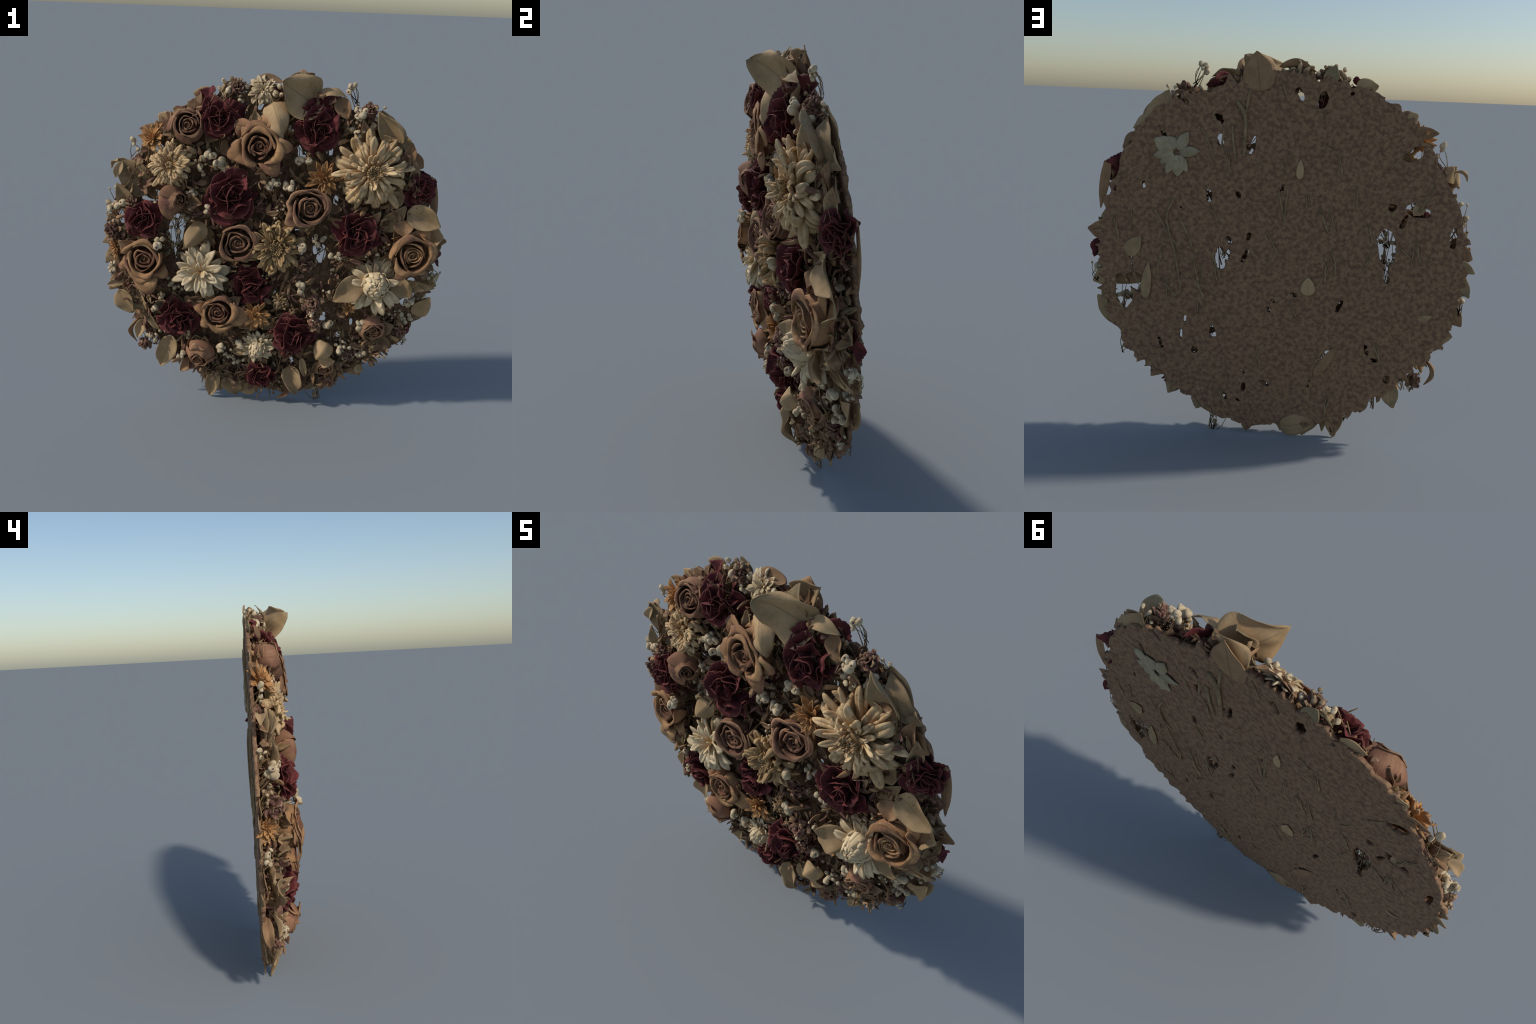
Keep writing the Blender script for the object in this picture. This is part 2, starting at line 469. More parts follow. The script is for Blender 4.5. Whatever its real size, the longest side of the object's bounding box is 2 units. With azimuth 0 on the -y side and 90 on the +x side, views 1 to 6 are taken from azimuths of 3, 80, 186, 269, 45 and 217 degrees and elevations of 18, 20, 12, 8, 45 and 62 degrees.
# ------------------------------------------------------------------ chrysanthemum
def strap_petal(seed, bend=0.5, hook=0.0, point=0.3, channel=0.4, wide=0.19):
    """Unit-length strap along +y: channelled, thick, bending up (+z) and hooking at the end."""
    g = np.random.default_rng(seed)
    nu, nv = 7, 13
    v = np.linspace(0, 1, nv)
    ang = bend * v + hook * np.maximum(0, v - 0.62) * 2.6
    step = 1.0 / (nv - 1)
    y = np.concatenate([[0], np.cumsum(np.cos(ang[1:]) * step)])
    z = np.concatenate([[0], np.cumsum(np.sin(ang[1:]) * step)])
    w = wide * (0.35 + 0.65 * np.sin(PI * np.minimum(v * 0.72, 0.5)))
    tipc = np.clip((v - 0.72) / 0.28, 0, 1)
    w *= (1 - point) * np.sqrt(np.maximum(0.02, 1 - tipc ** 2 * 0.97)) + point * (1 - tipc * 0.93)
    u = np.linspace(-1, 1, nu)
    x = w[:, None] * u[None, :]
    lift = channel * w[:, None] * (u[None, :] ** 2 - 0.35)
    twist = g.uniform(-0.5, 0.5) * v[:, None]
    nx, nz = -np.sin(ang), np.cos(ang)
    X = x * np.cos(twist) - lift * np.sin(twist)
    H = x * np.sin(twist) + lift * np.cos(twist)
    side = 0.05 * np.sin(v * 3 + g.random() * 6) * v
    P = np.stack([X + side[:, None], y[:, None] + H * nx[:, None], z[:, None] + H * nz[:, None]], 2)
    P[..., 2] += 0.015 * waves(P, 16, seed) * v[:, None]
    return P


def strap_set(mat, seed, n, thick=0.085, **kw):
    g = np.random.default_rng(seed)
    out = []
    for k in range(n):
        k2 = {a: (g.uniform(*b) if isinstance(b, tuple) else b) for a, b in kw.items()}
        out.append(shell("chrysanthemum_petal", strap_petal(seed + k, **k2), thick, mat, edge=0.5))
    return out


def chrysanthemum(pos, face, r, petals, layers, disc=0.25, disc_mat=M_DISC, seed=0, spin=0, name="chrysanthemum", dome=0.0, z_base=-0.35):
    """layers: (count, length, elevation deg, start radius, start height, width factor), sizes in units of r."""
    M = frame(pos, face, spin)
    FLOWERS.append((pos, r))
    g = np.random.default_rng(300 + seed)
    body = Joined()
    body.add(ball_arrays(max(disc, 0.16) * r, 0.06, seed, squash=0.5), Matrix.Translation((0, 0, (z_base - 0.02) * r)))
    body.add(tube_arrays([(0, 0, z_base * r), (0.0, 0, (z_base - 0.5) * r)], 0.09 * r))
    if disc > 0.1:
        n = int(260 * disc)
        for k in range(n):      # packed disc florets
            q = math.sqrt((k + 0.5) / n)
            a = k * 2.39996
            h = g.uniform(0.05, 0.10) * r
            body.add(ball_arrays(0.030 * r * g.uniform(0.8, 1.3), 0.15, k, rings=4, seg=6, squash=2.0),
                     Matrix.Translation((q * disc * r * math.cos(a), q * disc * r * math.sin(a), (z_base + 0.02 + 0.14 * q) * r + h)) )
    f = place(name, body.mesh(name + "_disc", disc_mat), M)
    tuft = []
    for li, (count, length, elev, r0, h0, wf, *cup) in enumerate(layers):
        pool = cup[0] if cup else petals
        for k in range(count):
            a = (k + 0.5 * (li % 2) + g.uniform(-0.25, 0.25)) / count * 2 * PI
            L = length * r * g.uniform(0.80, 1.14)
            m = rotz(a) @ Matrix.Translation((0, r0 * r, (z_base + h0) * r)) @ rotx(math.radians(elev + g.uniform(-10, 12))) @ Matrix.Rotation(g.uniform(-0.6, 0.6), 4, "Y") @ rotz(g.uniform(-0.2, 0.2))
            s = L * wf * g.uniform(0.85, 1.15)
            me = pool[int(g.integers(len(pool)))]
            if length * r >= (0.085 if name == "daisy" else 0.1):
                place(name + "_petal", me, m @ Matrix.Diagonal((s, L, L, 1)), f)
            else:
                tuft.append((me, m @ Matrix.Diagonal((s, L, L, 1))))
    if tuft:        # the short inner petals, too small to pick apart, as one piece
        j = Joined()
        for me, m in tuft:
            V = np.empty(len(me.vertices) * 3, dtype=np.float32)
            me.vertices.foreach_get("co", V)
            lay = me.uv_layers[0].data
            U = np.zeros((len(me.vertices), 2))
            for lp in me.loops:
                U[lp.vertex_index] = lay[lp.index].uv
            j.add((V.reshape(-1, 3), [tuple(p.vertices) for p in me.polygons], U), m)
        place(name + "_petal_tuft", j.mesh(name + "_petal_tuft", tuft[0][0].materials[0]), Matrix(), f, stuff=True)
    return f


S_CREAM = strap_set(M_CREAM, 40, 10, thick=0.10, bend=(0.05, 0.7), hook=(-3.4, 0.8), point=(0.0, 0.5), channel=(0.6, 1.4), wide=0.092)
S_BEIGE = strap_set(M_BEIGE, 60, 10, thick=0.09, bend=(0.1, 0.8), hook=(-1.8, 1.2), point=(0.0, 0.4), channel=(0.5, 1.2), wide=0.105)
S_WHITE = strap_set(M_WHITE, 80, 8, bend=(-0.3, 0.5), hook=(-1.2, 0.8), point=(0.3, 0.8), channel=(0.3, 0.8), wide=0.13)
S_ORANGE = strap_set(M_ORANGE, 20, 6, thick=0.06, bend=(0.0, 0.5), hook=(-0.5, 0.8), point=(0.8, 1.0), channel=(0.3, 0.7), wide=0.15)

def closed_heart(f, r, wide, tall, z0, mat, seed, n=30):
    """Overlapping petals still closed into a bulb in the middle of a half-open flower."""
    g = np.random.default_rng(6000 + seed)
    for i in range(n):
        s = i / (n - 1)
        v, u = np.meshgrid(np.linspace(0, 1, 12), np.linspace(-1, 1, 7), indexing="ij")
        top = math.radians(1 + 66 * s ** 1.2 + g.uniform(-4, 8) * s)
        th = math.radians(100) + (top - math.radians(100)) * v
        k = (0.86 + 0.16 * s) * (1 + 0.16 * g.uniform(0.1, 1.0) * v ** 4)
        w = 0.25 * g.uniform(0.8, 1.25) * (0.5 + 0.5 * np.sin(PI * np.minimum(v * 0.8, 0.5))) * np.sqrt(np.maximum(0.03, 1 - v ** 5))
        ph = i * 2.39996 + u * w / np.maximum(0.35, np.sin(th)) + g.uniform(-0.1, 0.1)
        ridge = 1 + 0.07 * (1 - u ** 2) + 0.015 * np.sin(u * 9)
        P = np.stack([wide * r * k * ridge * np.sin(th) * np.cos(ph), wide * r * k * ridge * np.sin(th) * np.sin(ph), z0 * r + tall * r * k * ridge * np.cos(th)], 2)
        place("chrysanthemum_petal", shell("chrysanthemum_petal", P, 0.045 * r, mat, edge=0.5), Matrix(), f)


# ------------------------------------------------------------------ leaf
def leaf_arrays(base, tip, width, lift=0.10, fold=0.25, twist=0.0, hook=0.0, seed=0, hint=(0, -1, 0), thick=0.0042, shape=0.85, wave=0.07, curl=0.35):
    """Ovate pointed leaf from base to tip; lift arches it along its hint normal, fold creases it along the midrib."""
    B, T = np.array(base, float), np.array(tip, float)
    ax = T - B
    L = np.linalg.norm(ax)
    ax /= L
    n = np.array(hint, float)
    n -= ax * (n @ ax)
    n /= np.linalg.norm(n)
    s = np.cross(ax, n)
    nu, nv = 13, 18
    v = np.linspace(0, 1, nv)
    u = np.linspace(-1, 1, nu)
    w = v ** (0.55 * shape) * (1 - v) ** 0.80
    w = 0.5 * width * w / w.max() * (1 - 0.18 * np.exp(-((v - 0.88) / 0.09) ** 2)) + 0.0015
    tw = twist * (v - 0.3)
    g = np.random.default_rng(4000 + seed)
    arch = lift * L * np.sin(PI * v) + hook * L * np.maximum(0, v - 0.6) ** 2 * 4
    S = s[None] * np.cos(tw)[:, None] + n[None] * np.sin(tw)[:, None]
    Nn = n[None] * np.cos(tw)[:, None] - s[None] * np.sin(tw)[:, None]
    x = w[:, None] * u[None]
    h = -fold * w[:, None] * (1 - np.abs(u[None])) ** 1.3 + curl * w[:, None] * u[None] ** 2 * (0.4 + v[:, None])
    h = h + wave * width * np.sin(v[:, None] * g.uniform(7, 11) + u[None] * 2 + g.random() * 6) * u[None] ** 2
    P = B + ax * (L * v)[:, None, None].repeat(nu, 1).reshape(nv, nu, 1) + S[:, None] * x[..., None] + Nn[:, None] * h[..., None] + n * arch[:, None, None]
    P = P + n * (0.02 * width * waves(P, 45, seed))[..., None]
    return shell_arrays(P, thick)


def leaf(base, tip, width, mat=M_LEAF, name="leaf", **kw):
    V, F, uv = leaf_arrays(base, tip, width, **kw)
    c = np.array(base)
    return place(name, mesh_from(name, V - c, F, mat, uv), Matrix.Translation(base))

# ------------------------------------------------------------------ back mat
def see_through(x, z):
    """Gaps that go right through the panel: (x, z, half width, half height, tilt deg); returns distance-like value, negative inside."""
    gaps = [(-0.555, 1.055, 0.048, 0.09, -8), (-0.565, 0.93, 0.016, 0.075, -4), (-0.20, 1.765, 0.022, 0.045, 10), (0.31, 1.665, 0.035, 0.022, 20), (0.30, 1.56, 0.018, 0.03, 0),
            (0.13, 1.545, 0.010, 0.04, 5), (0.285, 0.95, 0.028, 0.05, 0), (0.24, 1.03, 0.012, 0.035, -15), (0.32, 0.555, 0.018, 0.04, -10), (0.415, 0.445, 0.02, 0.022, 0),
            (0.72, 0.80, 0.07, 0.045, 35), (0.80, 0.73, 0.045, 0.09, -10), (0.76, 0.96, 0.018, 0.04, 0), (-0.30, 0.48, 0.022, 0.018, 0), (-0.60, 0.37, 0.02, 0.03, 20), (-0.66, 1.53, 0.06, 0.03, -25),
            (-0.70, 1.25, 0.06, 0.03, 10), (-0.57, 1.26, 0.025, 0.02, 0), (0.35, 1.27, 0.009, 0.035, 0), (-0.34, 1.80, 0.02, 0.015, 0), (-0.08, 1.80, 0.016, 0.014, 0),
            (-0.60, 1.80, 0.03, 0.02, -30), (0.69, 1.31, 0.012, 0.02, 0), (-0.88, 1.12, 0.02, 0.05, 0), (0.36, 1.79, 0.02, 0.012, 0)]
    d = np.full(np.shape(x), 9.0)
    for gx, gz, a, b, t in gaps:
        c, s = math.cos(math.radians(t)), math.sin(math.radians(t))
        p, q = (x - gx) * c + (z - gz) * s, -(x - gx) * s + (z - gz) * c
        d = np.minimum(d, (np.hypot(p / a, q / b) - 1) * min(a, b))
    return d


def mat_field(x, z):
    """Positive inside the ragged back mat."""
    dx, dz = x, z - 0.99
    th = np.arctan2(dz, dx)
    rho = np.hypot(dx, dz)
    R = 0.928 + 0.010 * np.cos(2 * th + 0.6) + 0.012 * np.cos(5 * th + 2.0) + 0.010 * np.sin(9 * th + 0.4)
    R += 0.015 * np.cos(th - math.radians(245)) + 0.004 + 0.018 * np.exp(-((th - 0.62) / 0.22) ** 2)
    tw = th + 0.16 * np.sin(3 * th + 1) + 0.07 * np.sin(8 * th) + 0.03 * np.sin(19 * th)
    saw = lambda k, p: np.abs(((tw * k / PI + p) % 1.0) - 0.35)
    big = 0.5 + 0.5 * np.sin(7 * th + 2 * np.sin(4 * th))
    R += 0.060 * big * (saw(17, 0.3) - 0.3) + 0.035 * (saw(41, 0.1) - 0.3) + 0.010 * np.sin(73 * tw)
    pq = np.stack([x, z, 0 * x], -1)
    ragged = 0.010 * waves(pq, 60, 5) + 0.007 * waves(pq, 150, 6)
    f = np.minimum(R - rho, see_through(x, z) + ragged)
    # thin slits where stems have dried out of the mat
    g = np.random.default_rng(77)
    for k in range(34):
        a, q = g.random() * 6.28, 0.9 * math.sqrt(g.random())
        cx, cz, t = q * math.cos(a), 0.99 + q * math.sin(a), g.uniform(0.6, 2.5)
        p, w = (x - cx) * math.cos(t) + (z - cz) * math.sin(t), -(x - cx) * math.sin(t) + (z - cz) * math.cos(t)
        f = np.minimum(f, (np.hypot(p / g.uniform(0.02, 0.05), (w + 0.25 * p) / g.uniform(0.006, 0.014)) - 1) * 0.007)
    return f


def build_back():
    step = 0.0085
    n = int(2.06 / step)
    xs = -1.03 + step * np.arange(n + 1)
    X, Z = np.meshgrid(xs, xs + 1.0, indexing="ij")
    X = X + 0.25 * step * waves(np.stack([X, Z, 0 * X], -1), 500, 1)
    F0 = mat_field(X, Z)
    inside = F0 > 0
    keep = (inside[:-1, :-1].astype(int) + inside[1:, :-1] + inside[:-1, 1:] + inside[1:, 1:]) >= 1
    # pull outside corners of kept cells back on to the outline
    for it in range(4):
        e = 1e-3
        gx = (mat_field(X + e, Z) - mat_field(X - e, Z)) / (2 * e)
        gz = (mat_field(X, Z + e) - mat_field(X, Z - e)) / (2 * e)
        f = mat_field(X, Z)
        g2 = np.maximum(gx ** 2 + gz ** 2, 0.3)
        mv = np.where(~inside & (f < 0), -f, 0)
        mv = np.clip(mv, 0, step * 0.7)
        X = X + mv * gx / g2
        Z = Z + mv * gz / g2
    pq = np.stack([X, Z, 0 * X], -1)
    yb = 0.109 + 0.0018 * waves(pq, 170, 8) + 0.0016 * waves(pq, 420, 9)
    yf = 0.090 + 0.004 * waves(pq, 60, 10)
    idx = -np.ones(X.shape, int)
    used = np.zeros(X.shape, bool)
    used[:-1, :-1] |= keep; used[1:, :-1] |= keep; used[:-1, 1:] |= keep; used[1:, 1:] |= keep
    idx[used] = np.arange(used.sum())
    k = int(used.sum())
    V = np.concatenate([np.stack([X[used], yb[used], Z[used]], 1), np.stack([X[used], yf[used], Z[used]], 1)])
    F, edges = [], {}
    for i, j in zip(*np.nonzero(keep)):
        q = (idx[i, j], idx[i + 1, j], idx[i + 1, j + 1], idx[i, j + 1])
        F.append(q[::-1])
        F.append(tuple(k + a for a in q))
        for a, b in zip(q, q[1:] + q[:1]):
            if (b, a) in edges:
                del edges[(b, a)]
            else:
                edges[(a, b)] = 1
    for a, b in edges:
        F.append((a, b, k + b, k + a))
    return place("back_mat", mesh_from("back_mat", V, F, M_BACK, np.zeros((len(V), 2))), Matrix())


build_back()

# ------------------------------------------------------------------ flowers
FRONT = (0, -1, 0)
rose((-0.083, -0.085, 1.592), (-0.05, -1, 0.12), 0.130, seed=1, guard=5, extra=[(105, 1.25, 0.3), (65, 1.0, 0.5), (215, 1.1, 0.2), (300, 1.1, 0.35), (20, 1.0, 0.2), (160, 0.9, 0.3)], split=0.42)
rose((-0.720, -0.085, 0.920), (-0.12, -1, 0.10), 0.122, seed=2, guard=5, extra=[(245, 1.5, 0.1), (295, 1.2, 0.5), (180, 0.9, 0.2)], opened=0.7, split=0.5)
rose((-0.185, -0.085, 1.045), (0.10, -1, 0.10), 0.118, seed=3, outer=M_MAUVE, inner=M_MAUVE, opened=0.3, heart=8, guard=4, split=0.55)
rose((0.205, -0.075, 1.264), (0.15, -1, 0.15), 0.120, seed=4, outer=M_MAUVE, inner=M_MAUVE, opened=0.35, heart=8, guard=5, extra=[(205, 1.1, 0.2)], split=0.5)
rose((0.786, -0.080, 1.021), (0.20, -1, 0.02), 0.128, seed=5, heart=11, guard=5, opened=0.7, inner=M_ROSE, extra=[(60, 1.1, 0.7), (20, 1.2, 1.0), (250, 0.9, 0.3)], split=0.55)
rose((-0.289, -0.090, 0.621), (0.0, -1, 0.05), 0.114, seed=6, heart=10, guard=5, opened=0.7, extra=[(335, 1.4, 0.4), (200, 1.0, 0.4)], split=0.5)
rose((-0.477, -0.035, 1.683), (0.10, -1, 0.35), 0.112, seed=7, outer=M_MAUVE, inner=M_MAUVE, opened=0.1, bud=0.35, heart=8, guard=5)
rose((-0.526, -0.055, 1.266), (0.8, -0.7, 0.1), 0.092, seed=8, outer=M_BUD, inner=M_BUD, opened=0.0, bud=1.0, heart=6, guard=5)
rose((-0.399, -0.065, 0.318), (-0.18, -1, -0.45), 0.096, seed=9, outer=M_BUD, inner=M_BUD, opened=0.1, bud=0.75, heart=6, guard=5, extra=[(95, 0.9, 0.0)])
rose((0.610, -0.030, 0.537), (0.25, -1, -0.35), 0.086, seed=10, outer=M_BUD, inner=M_BUD, opened=0.3, bud=0.3, heart=6, guard=5)
rose((0.343, -0.020, 0.270), (-0.1, -1, -0.5), 0.062, seed=11, outer=M_BUD, inner=M_BUD, opened=0.3, bud=0.3, heart=5, guard=4)

for k, (p, face, r, spin) in enumerate([
        ((-0.304, -0.035, 1.727), (0.05, -1, 0.15), 0.112, 0), ((0.222, -0.045, 1.692), (0.0, -1, 0.1), 0.125, 40), ((-0.242, -0.072, 1.304), (0.0, -1, 0.05), 0.145, 80),
        ((-0.734, -0.060, 1.148), (-0.15, -1, 0.15), 0.108, 120), ((0.827, 0.028, 1.364), (0.55, -1, 0.1), 0.096, 10), ((0.473, -0.060, 1.114), (0.1, -1, 0.0), 0.130, 200),
        ((-0.105, -0.035, 0.768), (0.1, -1, -0.05), 0.122, 250), ((-0.527, -0.055, 0.542), (-0.1, -1, 0.0), 0.122, 300), ((0.154, -0.065, 0.482), (0.05, -1, 0.0), 0.128, 330),
        ((-0.033, -0.010, 0.181), (0.0, -1, -0.35), 0.096, 20)]):
    carnation(p, face, r, seed=k, spin=spin)

MOP = [(17, 1.0, -16, 0.12, -0.24, 1.0), (19, 0.96, -5, 0.12, -0.18, 1.0), (18, 0.86, 4, 0.14, -0.11, 1.05), (17, 0.66, 12, 0.16, -0.06, 1.1), (15, 0.44, 26, 0.18, -0.02, 1.2), (14, 0.24, 46, 0.19, 0.0, 1.35)]
BIG = [(17, 1.0, -6, 0.12, -0.24, 1.0), (19, 0.96, 4, 0.12, -0.16, 1.0), (18, 0.84, 12, 0.14, -0.09, 1.05), (17, 0.64, 24, 0.16, -0.04, 1.1), (15, 0.42, 38, 0.18, 0.0, 1.2), (14, 0.24, 52, 0.19, 0.02, 1.35)]
chrysanthemum((0.535, -0.078, 1.475), (0.08, -1, 0.12), 0.205, S_CREAM, MOP, z_base=-0.08, disc=0.20, seed=1, disc_mat=M_DISC)
chrysanthemum((0.027, -0.070, 1.022), (0.0, -1, 0.05), 0.155, S_BEIGE, BIG, z_base=-0.15, disc=0.26, seed=2, disc_mat=M_DISC)
chrysanthemum((-0.581, -0.035, 1.460), (-0.1, -1, 0.15), 0.130, S_CREAM, BIG[:5], z_base=-0.15, disc=0.12, seed=3, disc_mat=M_CREAM)
STAR = [(13, 1.0, 0, 0.04, -0.05, 1.15), (13, 0.92, 14, 0.04, 0.03, 1.15), (11, 0.74, 30, 0.04, 0.08, 1.2), (7, 0.5, 52, 0.03, 0.12, 1.3)]
chrysanthemum((-0.397, -0.072, 0.860), (0.0, -1, 0.2), 0.165, S_WHITE, STAR, disc=0.05, seed=4, disc_mat=M_WHITE, z_base=-0.25)
DOME = [(16, 0.98, 0, 0.06, -0.12, 1.0), (16, 0.94, 8, 0.06, -0.04, 1.0), (13, 0.80, 20, 0.08, 0.02, 1.05)]
f = chrysanthemum((0.600, -0.048, 0.827), (0.05, -1, 0.30), 0.172, S_WHITE, DOME, disc=0.05, seed=5, disc_mat=M_WHITE)
closed_heart(f, 0.172, 0.43, 0.68, -0.25, M_WHITE, 1, n=40)
f = chrysanthemum((-0.058, -0.050, 0.383), (-0.1, -1, -0.25), 0.108, S_WHITE, DOME, disc=0.05, seed=6, disc_mat=M_WHITE)
closed_heart(f, 0.108, 0.46, 0.68, -0.25, M_WHITE, 2, n=30)
chrysanthemum((-0.080, 0.030, 1.887), (0.0, -0.85, 0.5), 0.085, S_WHITE, STAR, disc=0.05, seed=7, disc_mat=M_CREAM)
SMALL = [(12, 1.0, 4, 0.04, -0.05, 0.95), (12, 0.86, 20, 0.04, 0.02, 1.0), (10, 0.62, 40, 0.04, 0.06, 1.1), (7, 0.40, 62, 0.03, 0.1, 1.4)]
chrysanthemum((0.275, -0.045, 1.422), (0.1, -1, 0.1), 0.102, S_ORANGE, SMALL, disc=0.08, seed=8, disc_mat=M_ORANGE, name="daisy", z_base=-0.2)
chrysanthemum((-0.073, -0.040, 0.592), (0.0, -1, 0.0), 0.098, S_ORANGE, SMALL, disc=0.08, seed=9, disc_mat=M_ORANGE, name="daisy", z_base=-0.2)
chrysanthemum((-0.688, 0.045, 1.595), (-0.45, -0.8, 0.4), 0.088, S_ORANGE, SMALL, disc=0.08, seed=10, disc_mat=M_ORANGE, name="daisy", z_base=-0.2)
chrysanthemum((-0.913, 0.060, 0.950), (-0.7, -0.8, 0.0), 0.075, S_ORANGE, SMALL, disc=0.08, seed=11, disc_mat=M_ORANGE, name="daisy", z_base=-0.2)
chrysanthemum((0.065, -0.015, 0.687), (0.1, -1, 0.2), 0.050, S_BEIGE, SMALL, disc=0.08, seed=12, disc_mat=M_BEIGE, name="daisy", z_base=-0.2)
chrysanthemum((0.039, -0.005, 0.527), (0.1, -1, 0.0), 0.055, S_BEIGE, SMALL, disc=0.08, seed=13, disc_mat=M_BEIGE, name="daisy", z_base=-0.2)
chrysanthemum((0.459, -0.020, 0.664), (0.0, -1, 0.3), 0.052, S_ORANGE, SMALL[1:], disc=0.08, seed=14, disc_mat=M_ORANGE, name="daisy", z_base=-0.2)

# ------------------------------------------------------------------ leaves
leaf((0.229, 0.020, 1.807), (0.015, -0.105, 1.936), 0.235, lift=-0.03, fold=0.22, hook=0.05, seed=1, hint=(-0.1, -1, 0.35), wave=0.13, shape=0.75, curl=0.1, twist=0.5)
leaf((-0.022, 0.000, 1.817), (0.038, -0.070, 1.634), 0.140, lift=0.10, fold=-0.25, twist=0.8, hook=-0.1, seed=2, curl=-0.35, shape=0.6, wave=0.12)
leaf((0.070, 0.100, 1.857), (0.190, 0.090, 1.969), 0.15, lift=0.05, fold=0.1, seed=3)
leaf((0.137, 0.060, 1.840), (0.129, 0.040, 1.984), 0.12, lift=0.25, fold=-0.3, seed=4)
leaf((0.213, 0.020, 1.860), (0.365, 0.020, 1.860), 0.065, lift=0.15, fold=-0.3, seed=5, hint=(0, -0.6, 0.8))
leaf((0.327, 0.030, 1.851), (0.382, 0.010, 1.741), 0.085, M_LEAF_B, lift=0.1, fold=0.3, seed=6)
leaf((0.666, 0.030, 1.606), (0.539, -0.005, 1.792), 0.115, lift=0.08, fold=0.6, seed=7, hint=(-0.2, -1, 0.1))
leaf((0.680, 0.070, 1.591), (0.574, 0.085, 1.760), 0.10, lift=0.15, fold=-0.2, seed=8, hint=(0.6, -1, 0))
leaf((-0.702, 0.070, 1.279), (-0.874, 0.030, 1.471), 0.185, lift=0.02, fold=0.1, curl=0.3, seed=9)
leaf((-0.853, 0.020, 1.455), (-0.893, 0.030, 1.362), 0.045, lift=0.2, fold=0.3, seed=10)
leaf((-0.806, 0.040, 1.196), (-0.884, 0.020, 1.335), 0.085, lift=0.1, fold=0.3, seed=11)
leaf((-0.382, -0.020, 1.133), (-0.490, -0.055, 0.989), 0.110, lift=0.12, fold=-0.2, curl=-0.3, twist=0.4, seed=12)
leaf((-0.413, 0.030, 1.080), (-0.334, 0.020, 0.994), 0.11, lift=0.0, fold=0.3, seed=13)
leaf((0.743, 0.000, 1.252), (0.933, -0.010, 1.175), 0.135, lift=0.04, fold=0.2, seed=14, hint=(0.3, -1, 0.2))
leaf((0.616, 0.030, 1.128), (0.737, 0.020, 1.279), 0.10, lift=0.05, fold=0.35, seed=15)
leaf((0.723, 0.000, 1.200), (0.733, -0.040, 1.116), 0.11, M_LEAF_B, lift=0.1, fold=0.1, seed=16)
leaf((0.859, 0.020, 1.111), (0.955, 0.000, 1.109), 0.13, M_LEAF, lift=0.15, fold=0.4, twist=1.0, seed=17)
leaf((0.901, 0.060, 1.008), (0.948, 0.060, 0.984), 0.13, M_LEAF, lift=0.1, fold=0.3, seed=18, hint=(0.6, -0.8, 0))
leaf((0.522, -0.020, 0.846), (0.364, -0.060, 0.720), 0.135, lift=0.22, fold=0.1, seed=19, hint=(0, -1, 0.3), hook=-0.1)
leaf((0.699, -0.010, 0.853), (0.812, -0.020, 0.758), 0.105, lift=0.1, fold=0.3, seed=20)
leaf((0.849, 0.080, 0.611), (0.934, 0.060, 0.728), 0.095, lift=0.06, fold=0.15, seed=21, shape=1.0)
leaf((-0.893, 0.030, 0.684), (-0.804, 0.020, 0.551), 0.105, lift=0.08, fold=0.2, seed=22)
leaf((-0.817, 0.050, 0.688), (-0.728, 0.030, 0.522), 0.095, lift=0.05, fold=0.4, seed=23)
leaf((-0.753, 0.050, 0.498), (-0.784, 0.030, 0.385), 0.06, lift=0.15, fold=0.5, seed=24)
leaf((-0.735, 0.030, 0.558), (-0.644, 0.020, 0.445), 0.04, lift=0.1, fold=0.5, seed=25)
leaf((-0.574, 0.030, 0.408), (-0.651, 0.060, 0.190), 0.115, lift=0.06, fold=0.2, seed=26)
leaf((-0.310, 0.050, 0.192), (-0.347, 0.070, 0.002), 0.085, lift=0.1, fold=0.4, seed=27)
leaf((-0.282, 0.050, 0.179), (-0.280, 0.080, 0.032), 0.05, lift=0.1, fold=0.4, seed=28)
leaf((-0.241, 0.050, 0.181), (-0.173, 0.100, 0.010), 0.12, lift=0.06, fold=0.2, seed=29)
leaf((-0.063, 0.100, 0.060), (-0.174, 0.110, 0.042), 0.08, lift=0.06, fold=0.2, seed=30)
leaf((0.137, 0.000, 0.272), (0.187, 0.000, 0.082), 0.105, lift=0.14, fold=0.3, seed=31, twist=0.7, curl=0.6, shape=0.6, wave=0.14)
leaf((0.351, -0.030, 0.450), (0.291, -0.060, 0.346), 0.115, lift=0.25, fold=-0.3, seed=32, hint=(0.1, -1, 0.4), curl=-0.6, wave=0.16, shape=0.6)
leaf((0.306, -0.020, 0.334), (0.404, -0.040, 0.336), 0.08, lift=0.1, fold=0.2, seed=33)
leaf((0.499, 0.080, 0.297), (0.562, 0.090, 0.188), 0.10, lift=0.0, fold=0.1, seed=34)
leaf((0.207, 0.000, 0.325), (0.235, 0.020, 0.191), 0.04, lift=0.15, fold=0.6, seed=35)
leaf((0.158, 0.050, 0.101), (0.068, 0.050, 0.023), 0.03, M_LEAF_B, lift=0.2, fold=0.6, seed=36)
leaf((-0.865, 0.060, 0.738), (-0.964, 0.050, 0.710), 0.05, lift=0.1, fold=0.4, seed=37)
leaf((0.719, 0.050, 1.504), (0.741, 0.040, 1.627), 0.075, M_LEAF_B, lift=0.1, fold=0.4, seed=38)
leaf((0.721, 0.060, 1.551), (0.813, 0.060, 1.488), 0.085, M_LEAF_B, lift=0.1, fold=0.3, seed=60, hint=(0.4, -1, 0))
leaf((0.642, 0.080, 1.643), (0.750, 0.080, 1.592), 0.08, M_LEAF, lift=0.1, fold=0.3, seed=61, hint=(0.4, -1, 0))
leaf((0.756, 0.060, 1.391), (0.758, 0.050, 1.537), 0.07, M_LEAF, lift=0.1, fold=0.4, seed=39, hint=(0.6, -0.8, 0))
